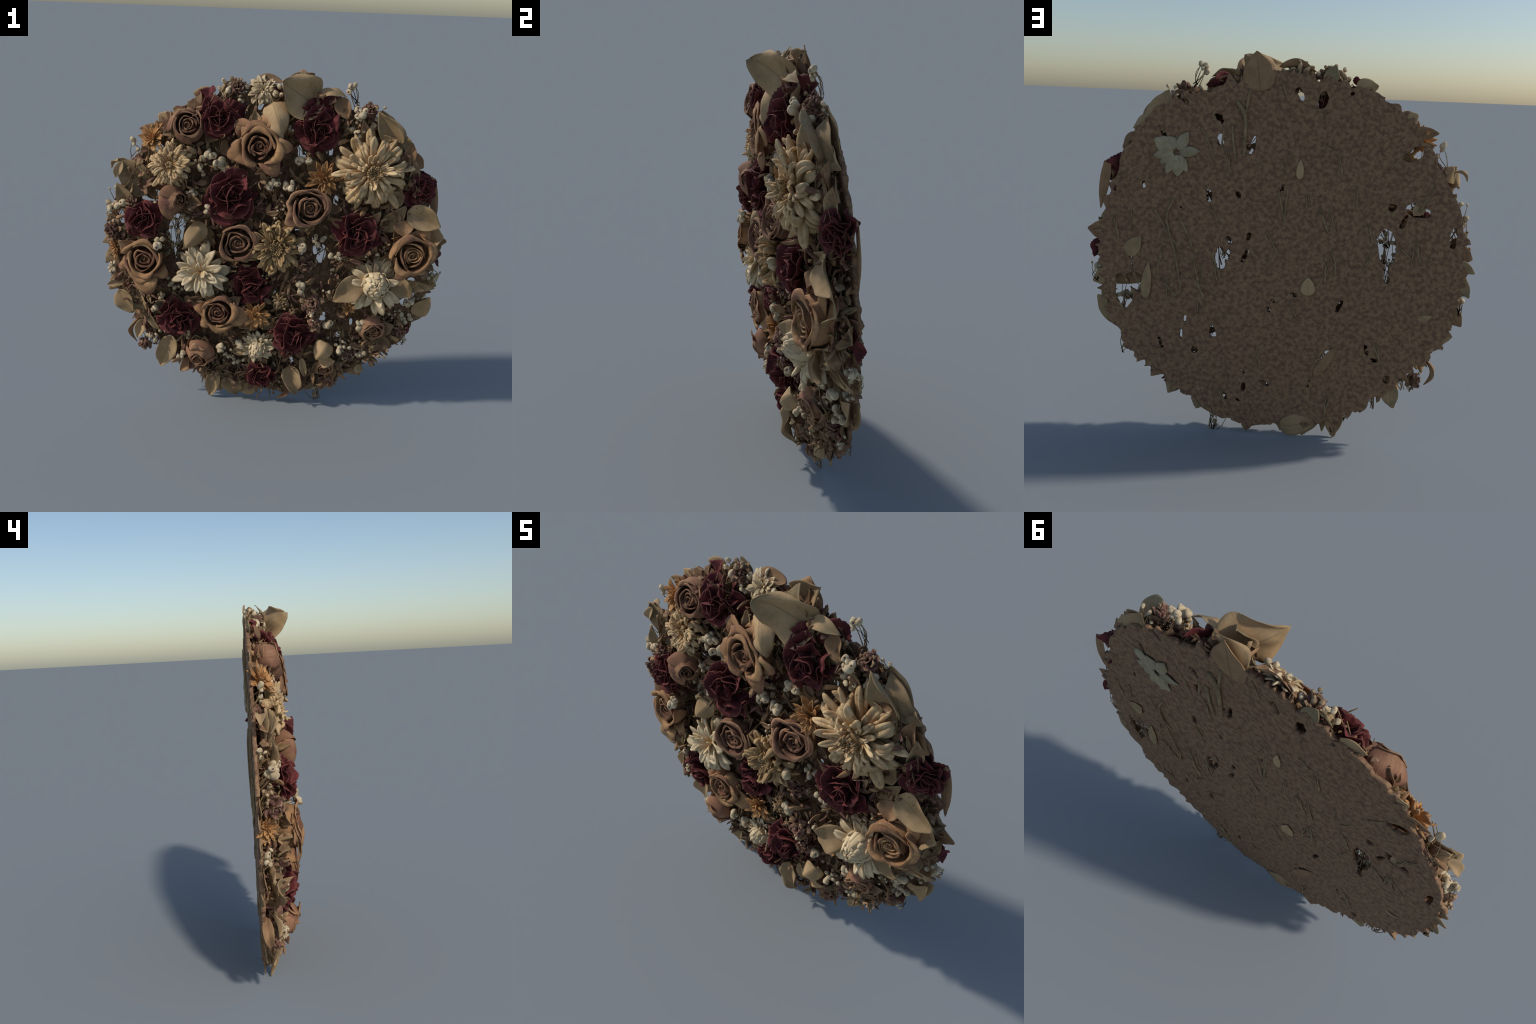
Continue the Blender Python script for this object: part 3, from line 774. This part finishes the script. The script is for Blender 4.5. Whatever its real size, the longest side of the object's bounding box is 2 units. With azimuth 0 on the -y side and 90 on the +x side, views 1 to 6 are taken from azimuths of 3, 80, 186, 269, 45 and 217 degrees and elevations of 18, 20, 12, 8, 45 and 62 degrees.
leaf((0.620, 0.030, 1.290), (0.725, 0.030, 1.346), 0.10, M_LEAF, lift=0.1, fold=0.2, seed=44)
leaf((-0.234, 0.030, 1.575), (-0.306, 0.020, 1.530), 0.10, M_LEAF_B, lift=0.0, fold=0.1, seed=40)
leaf((-0.367, 0.020, 0.620), (-0.496, 0.000, 0.655), 0.13, M_LEAF_B, lift=0.1, fold=0.2, seed=41)
leaf((0.019, 0.085, 1.918), (-0.162, 0.085, 1.899), 0.06, M_LEAF_B, lift=0.15, fold=0.3, seed=42, hint=(0, -0.6, 0.8))
leaf((-0.459, 0.030, 0.268), (-0.518, 0.000, 0.193), 0.07, M_LEAF_B, lift=0.1, fold=0.3, seed=43)
leaf((0.703, 0.050, 0.810), (0.952, 0.070, 0.787), 0.07, M_LEAF, lift=0.05, fold=0.4, seed=45)
leaf((0.810, 0.090, 0.619), (0.730, 0.080, 0.408), 0.10, M_BRACT, lift=0.1, fold=0.3, seed=46, wave=0.15)
leaf((0.590, 0.050, 0.464), (0.592, 0.070, 0.301), 0.09, M_BRACT, lift=0.1, fold=0.3, seed=47, wave=0.15)
leaf((0.654, 0.050, 0.483), (0.692, 0.060, 0.364), 0.10, M_BRACT, lift=0.1, fold=0.3, seed=48, wave=0.15)
leaf((0.391, 0.030, 0.270), (0.372, 0.050, 0.154), 0.07, M_LEAF_B, lift=0.1, fold=0.5, seed=49)
leaf((0.431, 0.040, 0.283), (0.413, 0.060, 0.166), 0.05, M_LEAF_B, lift=0.1, fold=0.5, seed=50)
# leaves pressed flat into the back, seen from behind around the edge
for k, (b, t, w) in enumerate([((0.105, 0.110, 1.795), (0.131, 0.104, 1.987), 0.155), ((0.648, 0.098, 1.585), (0.566, 0.088, 1.788), 0.13), ((0.807, 0.098, 0.580), (0.943, 0.098, 0.713), 0.12),
                               ((0.852, 0.098, 1.059), (0.994, 0.088, 1.066), 0.10), ((-0.692, 0.106, 0.629), (-0.915, 0.098, 0.615), 0.20), ((-0.608, 0.103, 0.340), (-0.642, 0.088, 0.200), 0.09),
                               ((-0.340, 0.103, 0.217), (-0.337, 0.098, 0.013), 0.10), ((-0.052, 0.110, 0.055), (-0.250, 0.103, 0.092), 0.11), ((0.359, 0.106, 0.233), (0.401, 0.098, 0.114), 0.10),
                               ((-0.877, 0.098, 1.056), (-0.982, 0.088, 1.021), 0.10), ((-0.893, 0.103, 1.006), (-0.997, 0.100, 0.952), 0.06), ((-0.919, 0.103, 0.928), (-0.980, 0.098, 0.824), 0.06),
                               ((-0.863, 0.098, 0.775), (-0.958, 0.078, 0.667), 0.09), ((-0.357, 0.098, 1.825), (-0.465, 0.088, 1.842), 0.09), ((-0.578, 0.103, 1.663), (-0.661, 0.098, 1.716), 0.10),
                               ((-0.642, 0.103, 1.629), (-0.768, 0.098, 1.632), 0.06), ((-0.170, 0.114, 0.786), (-0.172, 0.114, 0.882), 0.07), ((-0.104, 0.114, 1.378), (-0.106, 0.114, 1.474), 0.035),
                               ((-0.224, 0.114, 0.356), (-0.342, 0.110, 0.534), 0.05), ((0.781, 0.108, 0.942), (0.703, 0.116, 1.044), 0.08), ((0.851, 0.106, 0.840), (0.967, 0.098, 0.789), 0.09),
                               ((0.874, 0.106, 1.433), (0.920, 0.098, 1.177), 0.05), ((-0.720, 0.098, 1.281), (-0.673, 0.106, 1.228), 0.06), ((-0.220, 0.106, 1.844), (-0.258, 0.098, 1.933), 0.07),
                               ((0.117, 0.108, 0.091), (0.129, 0.103, 0.013), 0.06), ((0.683, 0.114, 0.714), (0.662, 0.114, 0.910), 0.05)]):
    leaf(b, t, w, M_LEAF if k % 3 else M_LEAF_B, lift=0.01, fold=0.04, seed=100 + k, hint=(0, 1, 0), thick=0.005, wave=0.03, curl=0.03)
leaf((-0.722, 0.088, 1.266), (-0.859, 0.048, 1.473), 0.14, M_LEAF, lift=0.05, fold=0.1, curl=0.3, seed=151)
leaf((-0.859, 0.063, 1.449), (-0.924, 0.073, 1.403), 0.05, M_LEAF, lift=0.3, fold=0.3, seed=152, hint=(-0.3, 0, 1))
leaf((-0.783, 0.088, 0.490), (-0.796, 0.073, 0.337), 0.05, M_LEAF_B, lift=0.3, fold=0.5, seed=150, hint=(-1, 0, 0.2))


# loose carnation petals
for k, (p, face, s) in enumerate([((0.293, 0.030, 1.738), (0.3, -1, 0.2), 0.15), ((-0.373, 0.050, 1.802), (-0.2, -1, 0.5), 0.085), ((0.900, 0.060, 0.954), (0.6, -1, 0.0), 0.09), ((0.755, 0.050, 0.532), (0.3, -1, -0.3), 0.08),
                                  ((-0.145, 0.030, 0.221), (-0.3, -1, -0.4), 0.10), ((0.013, 0.020, 1.414), (0.3, -1, 0.2), 0.08), ((-0.690, 0.040, 0.477), (-0.4, -1, 0), 0.07)]):
    place("carnation_petal", FAN_MESH[k % len(FAN_MESH)], frame(p, face, (0, 20, -70, -120, 180, 30, 90)[k]) @ Matrix.Diagonal((s, s, s, 1)))

# pale sepals of the big chrysanthemum, seen from behind
for k, (a, l, w) in enumerate([(150, 0.13, 0.085), (120, 0.09, 0.07), (190, 0.12, 0.05), (60, 0.12, 0.055), (5, 0.12, 0.05), (-85, 0.12, 0.08), (-115, 0.12, 0.05), (-60, 0.11, 0.05), (215, 0.10, 0.05)]):
    c = Vector((0.520, 0.118, 1.483))
    d = Vector((-math.cos(math.radians(a)), 0, math.sin(math.radians(a))))
    leaf(tuple(c + d * 0.015), tuple(c + d * l + Vector((0, -0.004, 0))), w, M_SEPAL, name="sepal", lift=0.03, fold=-0.15, seed=200 + k, hint=(0, 1, 0), thick=0.006, shape=1.1, curl=-0.1)

# stems lying in the back
st = Joined()
for k, (p, r) in enumerate([([(0.217, 0.113, 1.742), (0.176, 0.118, 1.669), (0.178, 0.112, 1.479)], 0.012), ([(0.240, 0.110, 1.628), (0.231, 0.116, 1.541), (0.216, 0.112, 1.452)], 0.007), ([(0.279, 0.108, 1.626), (0.290, 0.108, 1.512), (0.256, 0.108, 1.462)], 0.006),
                            ([(0.529, 0.112, 1.254), (0.566, 0.120, 1.147), (0.524, 0.120, 0.974), (0.487, 0.115, 0.762)], 0.006), ([(0.637, 0.108, 1.194), (0.561, 0.114, 1.079), (0.500, 0.108, 0.980)], 0.006), ([(0.509, 0.108, 1.161), (0.460, 0.112, 1.071), (0.426, 0.108, 0.978)], 0.006),
                            ([(-0.003, 0.108, 1.308), (-0.022, 0.114, 1.232), (-0.035, 0.108, 1.153)], 0.007), ([(-0.047, 0.108, 1.330), (-0.039, 0.114, 1.232), (-0.035, 0.108, 1.153)], 0.006), ([(-0.393, 0.108, 1.341), (-0.393, 0.114, 1.239)], 0.006),
                            ([(0.156, 0.110, 1.806), (0.166, 0.114, 1.744), (0.177, 0.112, 1.669)], 0.008), ([(0.396, 0.108, 1.609), (0.355, 0.112, 1.535), (0.328, 0.108, 1.446)], 0.006), ([(0.751, 0.112, 1.175), (0.758, 0.114, 1.068)], 0.004),
                            ([(0.621, 0.098, 1.573), (0.688, 0.098, 1.608)], 0.005), ([(-0.210, 0.110, 1.560), (-0.256, 0.114, 1.525)], 0.006), ([(0.331, 0.108, 0.970), (0.281, 0.112, 0.851)], 0.004)]):
    st.add(tube_arrays(spline(p, np.linspace(0, 1, 12)), r, 7, 0.7))
place("stem", st.mesh("stem", M_STALK), Matrix(), stuff=True)

# thin dried stalks and buds pressed into the back
g = np.random.default_rng(12)
st = Joined()
for k in range(46):
    a, q = g.random() * 6.283, 0.86 * math.sqrt(g.random())
    x, z = q * math.cos(a), 0.99 + q * math.sin(a)
    lean = g.normal() * 0.5
    for n in range(int(g.integers(1, 4))):
        d = np.array([math.sin(lean + 0.14 * n), 0, math.cos(lean + 0.14 * n)]) * g.uniform(0.03, 0.075)
        p = np.array([x + 0.004 * n, 0.1115, z])
        st.add(tube_arrays(spline([p - d, p + np.array([0, 0.002, 0]) + g.normal(size=3) * [0.003, 0.0005, 0.003], p + d], np.linspace(0, 1, 7)), g.uniform(0.0025, 0.005), 6, 0.5))
place("stem", st.mesh("back_stalks", M_STALK), Matrix(), stuff=True)

# ------------------------------------------------------------------ baby's breath
def lumpy(name, r, seed, mat, dent):
    V, F, uv = ball_arrays(r, 0.30, seed, rings=9, seg=13, squash=0.95, dent=dent)
    return mesh_from(name, V, F, mat)


FLORETS = [lumpy("floret", 0.0135, 30 + k, (M_FLORET, M_FLORET_B)[k % 2], 0.35 if k % 2 == 0 else 0.1) for k in range(8)]
SEEDS = [lumpy("seed_head", 0.011, 60 + k, M_SEED, 0.3) for k in range(4)]
STEMS = Joined()
NAMED = {"floret": 0, "seed_head": 0}
EXTRA = {"floret": Joined(), "seed_head": Joined()}


def bead(kind, p, d, s, g):
    M = frame(p, d, g.uniform(0, 360)) @ Matrix.Diagonal((s, s * g.uniform(0.8, 1.2), s * g.uniform(0.75, 1.5), 1))
    NAMED[kind] += 1
    pool = FLORETS if kind == "floret" else SEEDS
    if NAMED[kind] <= 290:
        place(kind, pool[int(g.integers(len(pool)))], M)
    else:
        k = int(g.integers(4))
        EXTRA[kind].add(ball_arrays(0.0125, 0.16, 30 + k, rings=6, seg=9, squash=0.9, dent=0.3), M)


def sprig(centre, n, spread, seed, root=(0.0, 0.07, -0.10), size=1.0, kind="floret", flat=0.5):
    g = np.random.default_rng(2000 + seed)
    c = np.array(centre)
    root = c + np.array(root)
    for k in range(n):
        d = g.normal(size=3) * np.array([1, flat, 1]) * spread * 0.6
        p = c + d
        face = Vector((d[0] * 9 + g.normal() * 0.5, -1 + g.uniform(-0.3, 0.9), d[2] * 9 + g.normal() * 0.5))
        p[1] = min(p[1], 0.098)
        bead(kind, tuple(p), face, size * g.uniform(0.6, 1.35), g)
        mid = 0.5 * (p + root) + g.normal(size=3) * 0.012 + np.array([0, 0.012, 0])
        STEMS.add(tube_arrays(spline([root + g.normal(size=3) * 0.008, mid, p], np.linspace(0, 1, 7)), 0.0026, 5, 0.55))


for k, (p, n, s, sz) in enumerate([
        ((-0.367, -0.030, 1.524), 9, 0.035, 1.2), ((-0.295, -0.010, 1.462), 7, 0.03, 1.2), ((-0.413, 0.000, 1.436), 4, 0.03, 1.0), ((-0.906, 0.030, 1.193), 7, 0.03, 1.3), ((-0.002, -0.050, 1.379), 6, 0.025, 1.2), ((0.084, -0.050, 1.377), 6, 0.025, 1.25),
        ((0.127, -0.030, 1.517), 3, 0.015, 1.3), ((0.183, -0.030, 1.519), 3, 0.012, 1.2), ((0.181, -0.080, 1.040), 4, 0.018, 1.3), ((0.166, -0.070, 0.797), 5, 0.028, 1.15), ((0.356, -0.050, 0.559), 5, 0.02, 1.25), ((0.537, -0.030, 0.561), 6, 0.025, 1.1),
        ((-0.667, -0.020, 0.597), 3, 0.015, 1.3), ((-0.631, -0.080, 1.036), 7, 0.030, 1.1), ((-0.271, -0.030, 0.375), 5, 0.03, 1.1), ((-0.164, -0.050, 0.420), 4, 0.018, 1.2), ((-0.219, -0.010, 0.325), 6, 0.03, 0.9), ((0.360, -0.040, 0.984), 5, 0.025, 1.0),
        ((0.274, 0.000, 1.073), 8, 0.035, 0.9), ((-0.449, 0.000, 1.308), 6, 0.03, 1.1), ((-0.542, 0.030, 1.126), 9, 0.045, 0.8), ((-0.367, -0.050, 1.216), 3, 0.015, 1.3), ((-0.690, 0.020, 0.405), 5, 0.03, 1.1), ((-0.523, -0.010, 0.313), 6, 0.03, 0.9),
        ((0.432, -0.020, 0.415), 8, 0.04, 1.0), ((0.505, 0.020, 0.342), 8, 0.04, 1.0), ((0.793, 0.050, 0.606), 8, 0.04, 1.0), ((0.800, 0.030, 0.713), 6, 0.03, 1.1), ((-0.292, 0.060, 1.870), 7, 0.035, 1.1), ((-0.007, 0.020, 1.874), 6, 0.03, 1.2),
        ((0.449, -0.010, 1.773), 6, 0.025, 1.4), ((0.408, 0.070, 1.909), 6, 0.022, 0.9), ((0.440, 0.000, 1.671), 6, 0.03, 1.0), ((-0.173, 0.020, 0.283), 6, 0.03, 0.8), ((-0.395, 0.050, 1.477), 5, 0.03, 0.9), ((-0.797, 0.060, 1.569), 2, 0.01, 1.2),
        ((-0.775, 0.070, 1.493), 4, 0.04, 0.7), ((-0.901, 0.070, 1.269), 4, 0.03, 0.9), ((-0.926, 0.070, 0.808), 6, 0.03, 0.9), ((0.932, 0.070, 0.857), 6, 0.04, 0.8), ((0.857, 0.080, 0.724), 6, 0.04, 0.8), ((-0.464, 0.020, 1.186), 6, 0.04, 0.9),
        ((0.049, 0.020, 1.289), 6, 0.05, 1.0), ((0.262, -0.070, 0.625), 6, 0.025, 0.7), ((-0.324, 0.060, 0.133), 5, 0.03, 0.9), ((-0.194, 0.050, 1.851), 6, 0.04, 0.9), ((-0.083, 0.020, 1.836), 6, 0.03, 1.0), ((0.516, 0.030, 1.717), 6, 0.04, 0.9),
        ((0.073, 0.040, 0.169), 5, 0.05, 0.8), ((0.295, 0.080, 0.102), 5, 0.04, 0.7), ((0.570, 0.080, 1.773), 4, 0.03, 0.8), ((0.404, 0.000, 1.350), 4, 0.03, 0.9), ((0.374, -0.010, 0.881), 6, 0.04, 0.8), ((-0.577, 0.010, 0.752), 8, 0.04, 0.9),
        ((-0.632, 0.020, 0.661), 6, 0.03, 1.0), ((0.554, -0.020, 0.989), 5, 0.03, 0.9), ((-0.445, 0.030, 0.335), 5, 0.03, 0.8), ((0.801, 0.070, 0.483), 4, 0.03, 0.9)]):
    r = np.array(p)
    sprig(p, n, s, k, size=sz, root=(0.02 * math.sin(k * 2.1), 0.105 - r[1], -0.09 + 0.03 * math.sin(k)))
for k, (p, n, s) in enumerate([((0.414, 0.020, 1.714), 16, 0.05), ((0.371, 0.040, 1.661), 10, 0.04), ((-0.934, 0.050, 1.074), 10, 0.05), ((-0.868, 0.040, 1.013), 8, 0.05), ((-0.220, 0.060, 1.897), 10, 0.05), ((0.607, 0.030, 0.402), 9, 0.05),
                               ((0.538, 0.030, 0.441), 12, 0.05), ((0.066, -0.020, 0.676), 6, 0.03), ((-0.508, 0.050, 1.534), 6, 0.05), ((0.419, 0.030, 0.448), 12, 0.06), ((-0.283, 0.040, 0.252), 10, 0.06), ((-0.723, 0.060, 0.378), 8, 0.05),
                               ((0.220, 0.000, 0.910), 14, 0.05), ((0.157, 0.040, 1.366), 8, 0.05), ((-0.395, 0.070, 0.184), 9, 0.05), ((-0.047, 0.050, 1.173), 8, 0.06), ((0.324, 0.090, 0.068), 6, 0.04), ((-0.661, 0.070, 1.611), 6, 0.05)]):
    r = np.array(p)
    sprig(p, n, s, 100 + k, size=0.85, kind="seed_head", root=(0.0, 0.10 - r[1], -0.06))

g = np.random.default_rng(33)
for k in range(70):
    a, q = g.random() * 6.283, 0.88 * math.sqrt(g.random())
    x, z = q * math.cos(a), 0.99 + q * math.sin(a)
    if any(math.hypot(x - fx, z - fz) < 0.9 * fr for (fx, fy, fz), fr in FLOWERS):
        continue
    y = g.uniform(-0.04, 0.01) + 0.08 * max(0, q - 0.6) / 0.3
    sprig((x, y, z), int(g.integers(4, 9)), 0.035, 400 + k, size=g.uniform(0.55, 0.95), kind="seed_head" if k % 3 else "floret", root=(g.uniform(-0.02, 0.02), 0.1 - y, -0.08))
for k in range(7):      # sprays standing in the big gap
    sprig((-0.555 + 0.03 * math.sin(k * 2.3), 0.07, 1.12 - 0.035 * k), 4, 0.035, 500 + k, size=0.75, root=(0.01 * math.sin(k), 0.02, -0.22 + 0.02 * k), flat=0.2)

# ------------------------------------------------------------------ ragged brown flower heads and filler
def crumpled(seed, L, W_, mat):
    g = np.random.default_rng(seed)
    nu, nv = 9, 8
    u, v = np.meshgrid(np.linspace(-1, 1, nu), np.linspace(0, 1, nv))
    w = W_ * (0.25 + 0.75 * np.sin(PI * (0.1 + 0.75 * v))) * (1 - 0.15 * np.sin(v * 20) ** 2)
    P = np.stack([u * w * 0.5, L * v * (1 - 0.12 * np.abs(np.sin(u * 6 + seed)) * v), 0.25 * L * v ** 2 * g.uniform(-1, 1.4)], 2)
    P[..., 2] += 0.14 * W_ * waves(P, 3.2 / W_ * 1.6, seed) * 2
    return shell("bract", P, 0.05 * L, mat)


BRACTS = [crumpled(800 + k, 1.0, 0.62 + 0.12 * (k % 3), (M_BRACT, M_LEAF_B, M_BRACT, M_PURPLE, M_LEAF, M_BRACT)[k % 6]) for k in range(12)]
RAGGED = [k for k in range(12) if k % 6 in (0, 3, 2)]


def flower_head(pos, face, r, seed, n=16, pool=(3, 9, 0)):
    M = frame(pos, face)
    g = np.random.default_rng(3000 + seed)
    body = Joined()
    for k in range(30):
        d = g.normal(size=3)
        d[2] = abs(d[2])
        d *= r * 0.55 / np.linalg.norm(d)
        body.add(ball_arrays(0.16 * r, 0.3, k, rings=4, seg=6), Matrix.Translation(d))
    f = place("flower_head", body.mesh("flower_head_core", M_PURPLE), M)
    for k in range(n):
        s = (k + 0.5) / n
        m = rotz(k * 2.4) @ Matrix.Translation((0, 0.05 * r, -0.1 * r)) @ rotx(math.radians(85 - 95 * s)) @ Matrix.Rotation(g.uniform(-0.7, 0.7), 4, "Y")
        L = r * g.uniform(0.8, 1.1)
        place("bract", BRACTS[pool[int(g.integers(len(pool)))]], m @ Matrix.Diagonal((L, L, L, 1)), f)


for k, (p, face, r) in enumerate([((0.251, -0.040, 0.695), FRONT, 0.075), ((0.272, -0.040, 0.573), FRONT, 0.058), ((-0.906, 0.040, 1.045), (-0.6, -1, 0), 0.075), ((-0.220, 0.060, 1.882), (0, -0.8, 0.6), 0.055), ((0.194, -0.020, 0.922), FRONT, 0.06),
                                  ((0.775, 0.050, 0.526), (0.5, -1, -0.3), 0.055), ((-0.734, 0.050, 0.352), (-0.5, -1, -0.4), 0.055), ((0.386, 0.060, 0.165), (0.1, -1, -0.7), 0.06), ((-0.801, 0.020, 1.221), (-0.3, -1, 0.5), 0.05),
                                  ((0.494, 0.050, 1.785), (0.3, -1, 0.5), 0.06), ((0.478, 0.040, 0.360), FRONT, 0.06), ((-0.074, 0.030, 1.242), FRONT, 0.06)]):
    flower_head(p, face, r, k)

# a few leaves tucked under every flower
g = np.random.default_rng(91)
k = 0
for (fx, fy, fz), fr in list(FLOWERS):
    for q in range(4 if fr > 0.09 else 2):
        a = g.random() * 6.283
        c, s = math.cos(a), math.sin(a)
        l = fr * g.uniform(1.15, 1.5)
        tx, tz = fx + c * l, fz + s * l
        if math.hypot(tx, tz - 0.99) > 0.9 or see_through(np.array(tx), np.array(tz)) < 0.02:
            continue
        k += 1
        leaf((fx + 0.45 * fr * c, min(0.07, fy + 0.75 * fr), fz + 0.45 * fr * s), (tx, min(0.07, fy + fr * g.uniform(0.25, 0.7)), tz), g.uniform(0.05, 0.10),
             (M_LEAF_B, M_LEAF, M_BRACT)[k % 3], lift=g.uniform(-0.1, 0.2), fold=g.uniform(0.1, 0.5), twist=g.uniform(-0.7, 0.7), hook=g.uniform(-0.15, 0.15), seed=300 + k, wave=0.09)

# small scattered bracts, the bed the flowers sit in
g = np.random.default_rng(55)
BED = [Joined() for _ in range(4)]
BED_M = (M_BRACT, M_LEAF_B, M_PURPLE, M_LEAF)
named = 0
for k in range(3000):
    a, q = g.random() * 6.283, math.sqrt(g.random())
    edge = k % 3 == 0
    rho = (0.78 + 0.13 * g.random()) if edge else 0.9 * q
    x, z = rho * math.cos(a), 0.99 + rho * math.sin(a)
    if see_through(np.array(x), np.array(z)) < 0.03:
        continue
    y = g.uniform(-0.035, 0.06) + 0.06 * max(0, rho - 0.55) / 0.35
    for (fx, fy, fz), fr in FLOWERS:
        if math.hypot(x - fx, z - fz) < 0.8 * fr:
            y = max(y, fy + 0.75 * fr)
    y = min(y, 0.075)
    out = Vector((math.cos(a), 0, math.sin(a)))
    face = (out * g.uniform(-0.3, 1.0) + Vector((g.normal() * 0.8, -0.7, g.normal() * 0.8)))
    L = g.uniform(0.035, 0.08)
    M = frame((x, y, z), face, math.degrees(g.random() * 6.28)) @ Matrix.Diagonal((L, L, L, 1))
    if edge and named < 100 and rho > 0.86:
        named += 1
        place("bract", BRACTS[int(g.integers(12))], Matrix.Translation((0, -0.02, 0)) @ M)
    else:
        i = int(g.choice(4, p=[0.4, 0.25, 0.2, 0.15]))
        s = np.random.default_rng(k)
        nu, nv = 5, 5
        u, v = np.meshgrid(np.linspace(-1, 1, nu), np.linspace(0, 1, nv))
        slim = s.uniform(0.12, 0.36)
        prof = v ** 0.5 * (1 - v) ** s.uniform(0.4, 1.1) * 1.6 + 0.08
        P = np.stack([u * slim * prof + 0.2 * s.uniform(-1, 1) * v ** 2, v, 0.5 * v ** 2 * s.uniform(-1, 1) + slim * 0.7 * np.abs(u) * s.uniform(-0.6, 1) + 0.12 * np.sin(u * 3 + s.random() * 6) * v], 2)
        V, F, uv = shell_arrays(P, 0.07)
        A = np.array(M)
        V = V @ A[:3, :3].T + A[:3, 3]
        V[:, 1] = np.minimum(V[:, 1], 0.100 + 0.05 * (V[:, 1] - 0.1))
        BED[i].add((V, F, uv))
for j, mname in zip(BED, BED_M):
    place("bract_litter", j.mesh("bract_litter", mname), Matrix(), stuff=True)

# twigs in the gaps
for k in range(420):
    a, q = g.random() * 6.283, 0.9 * math.sqrt(g.random())
    p = np.array([q * math.cos(a), g.uniform(0.0, 0.07), 0.99 + q * math.sin(a)])
    d = np.array([g.normal() * 0.03, g.uniform(-0.04, 0.02), g.uniform(0.03, 0.09)])
    STEMS.add(tube_arrays(spline([p - d, p + g.normal(size=3) * 0.008, p + d], np.linspace(0, 1, 6)), g.uniform(0.002, 0.0045), 5, 0.6))
for kind in EXTRA:
    EXTRA[kind].V = [np.where([False, True, False], np.minimum(v, 0.112), v) for v in EXTRA[kind].V]
STEMS.V = [np.maximum(v, [-9, -9, 0.003]) for v in STEMS.V]
STEMS.V = [np.where([False, True, False], np.minimum(v, 0.104), v) for v in STEMS.V]
place("stem", STEMS.mesh("sprig_stems", M_STEM), Matrix(), stuff=True)
for kind, mat in (("floret", M_FLORET), ("seed_head", M_SEED)):
    if EXTRA[kind].n:
        place(kind, EXTRA[kind].mesh(kind + "_small", mat), Matrix(), stuff=True)
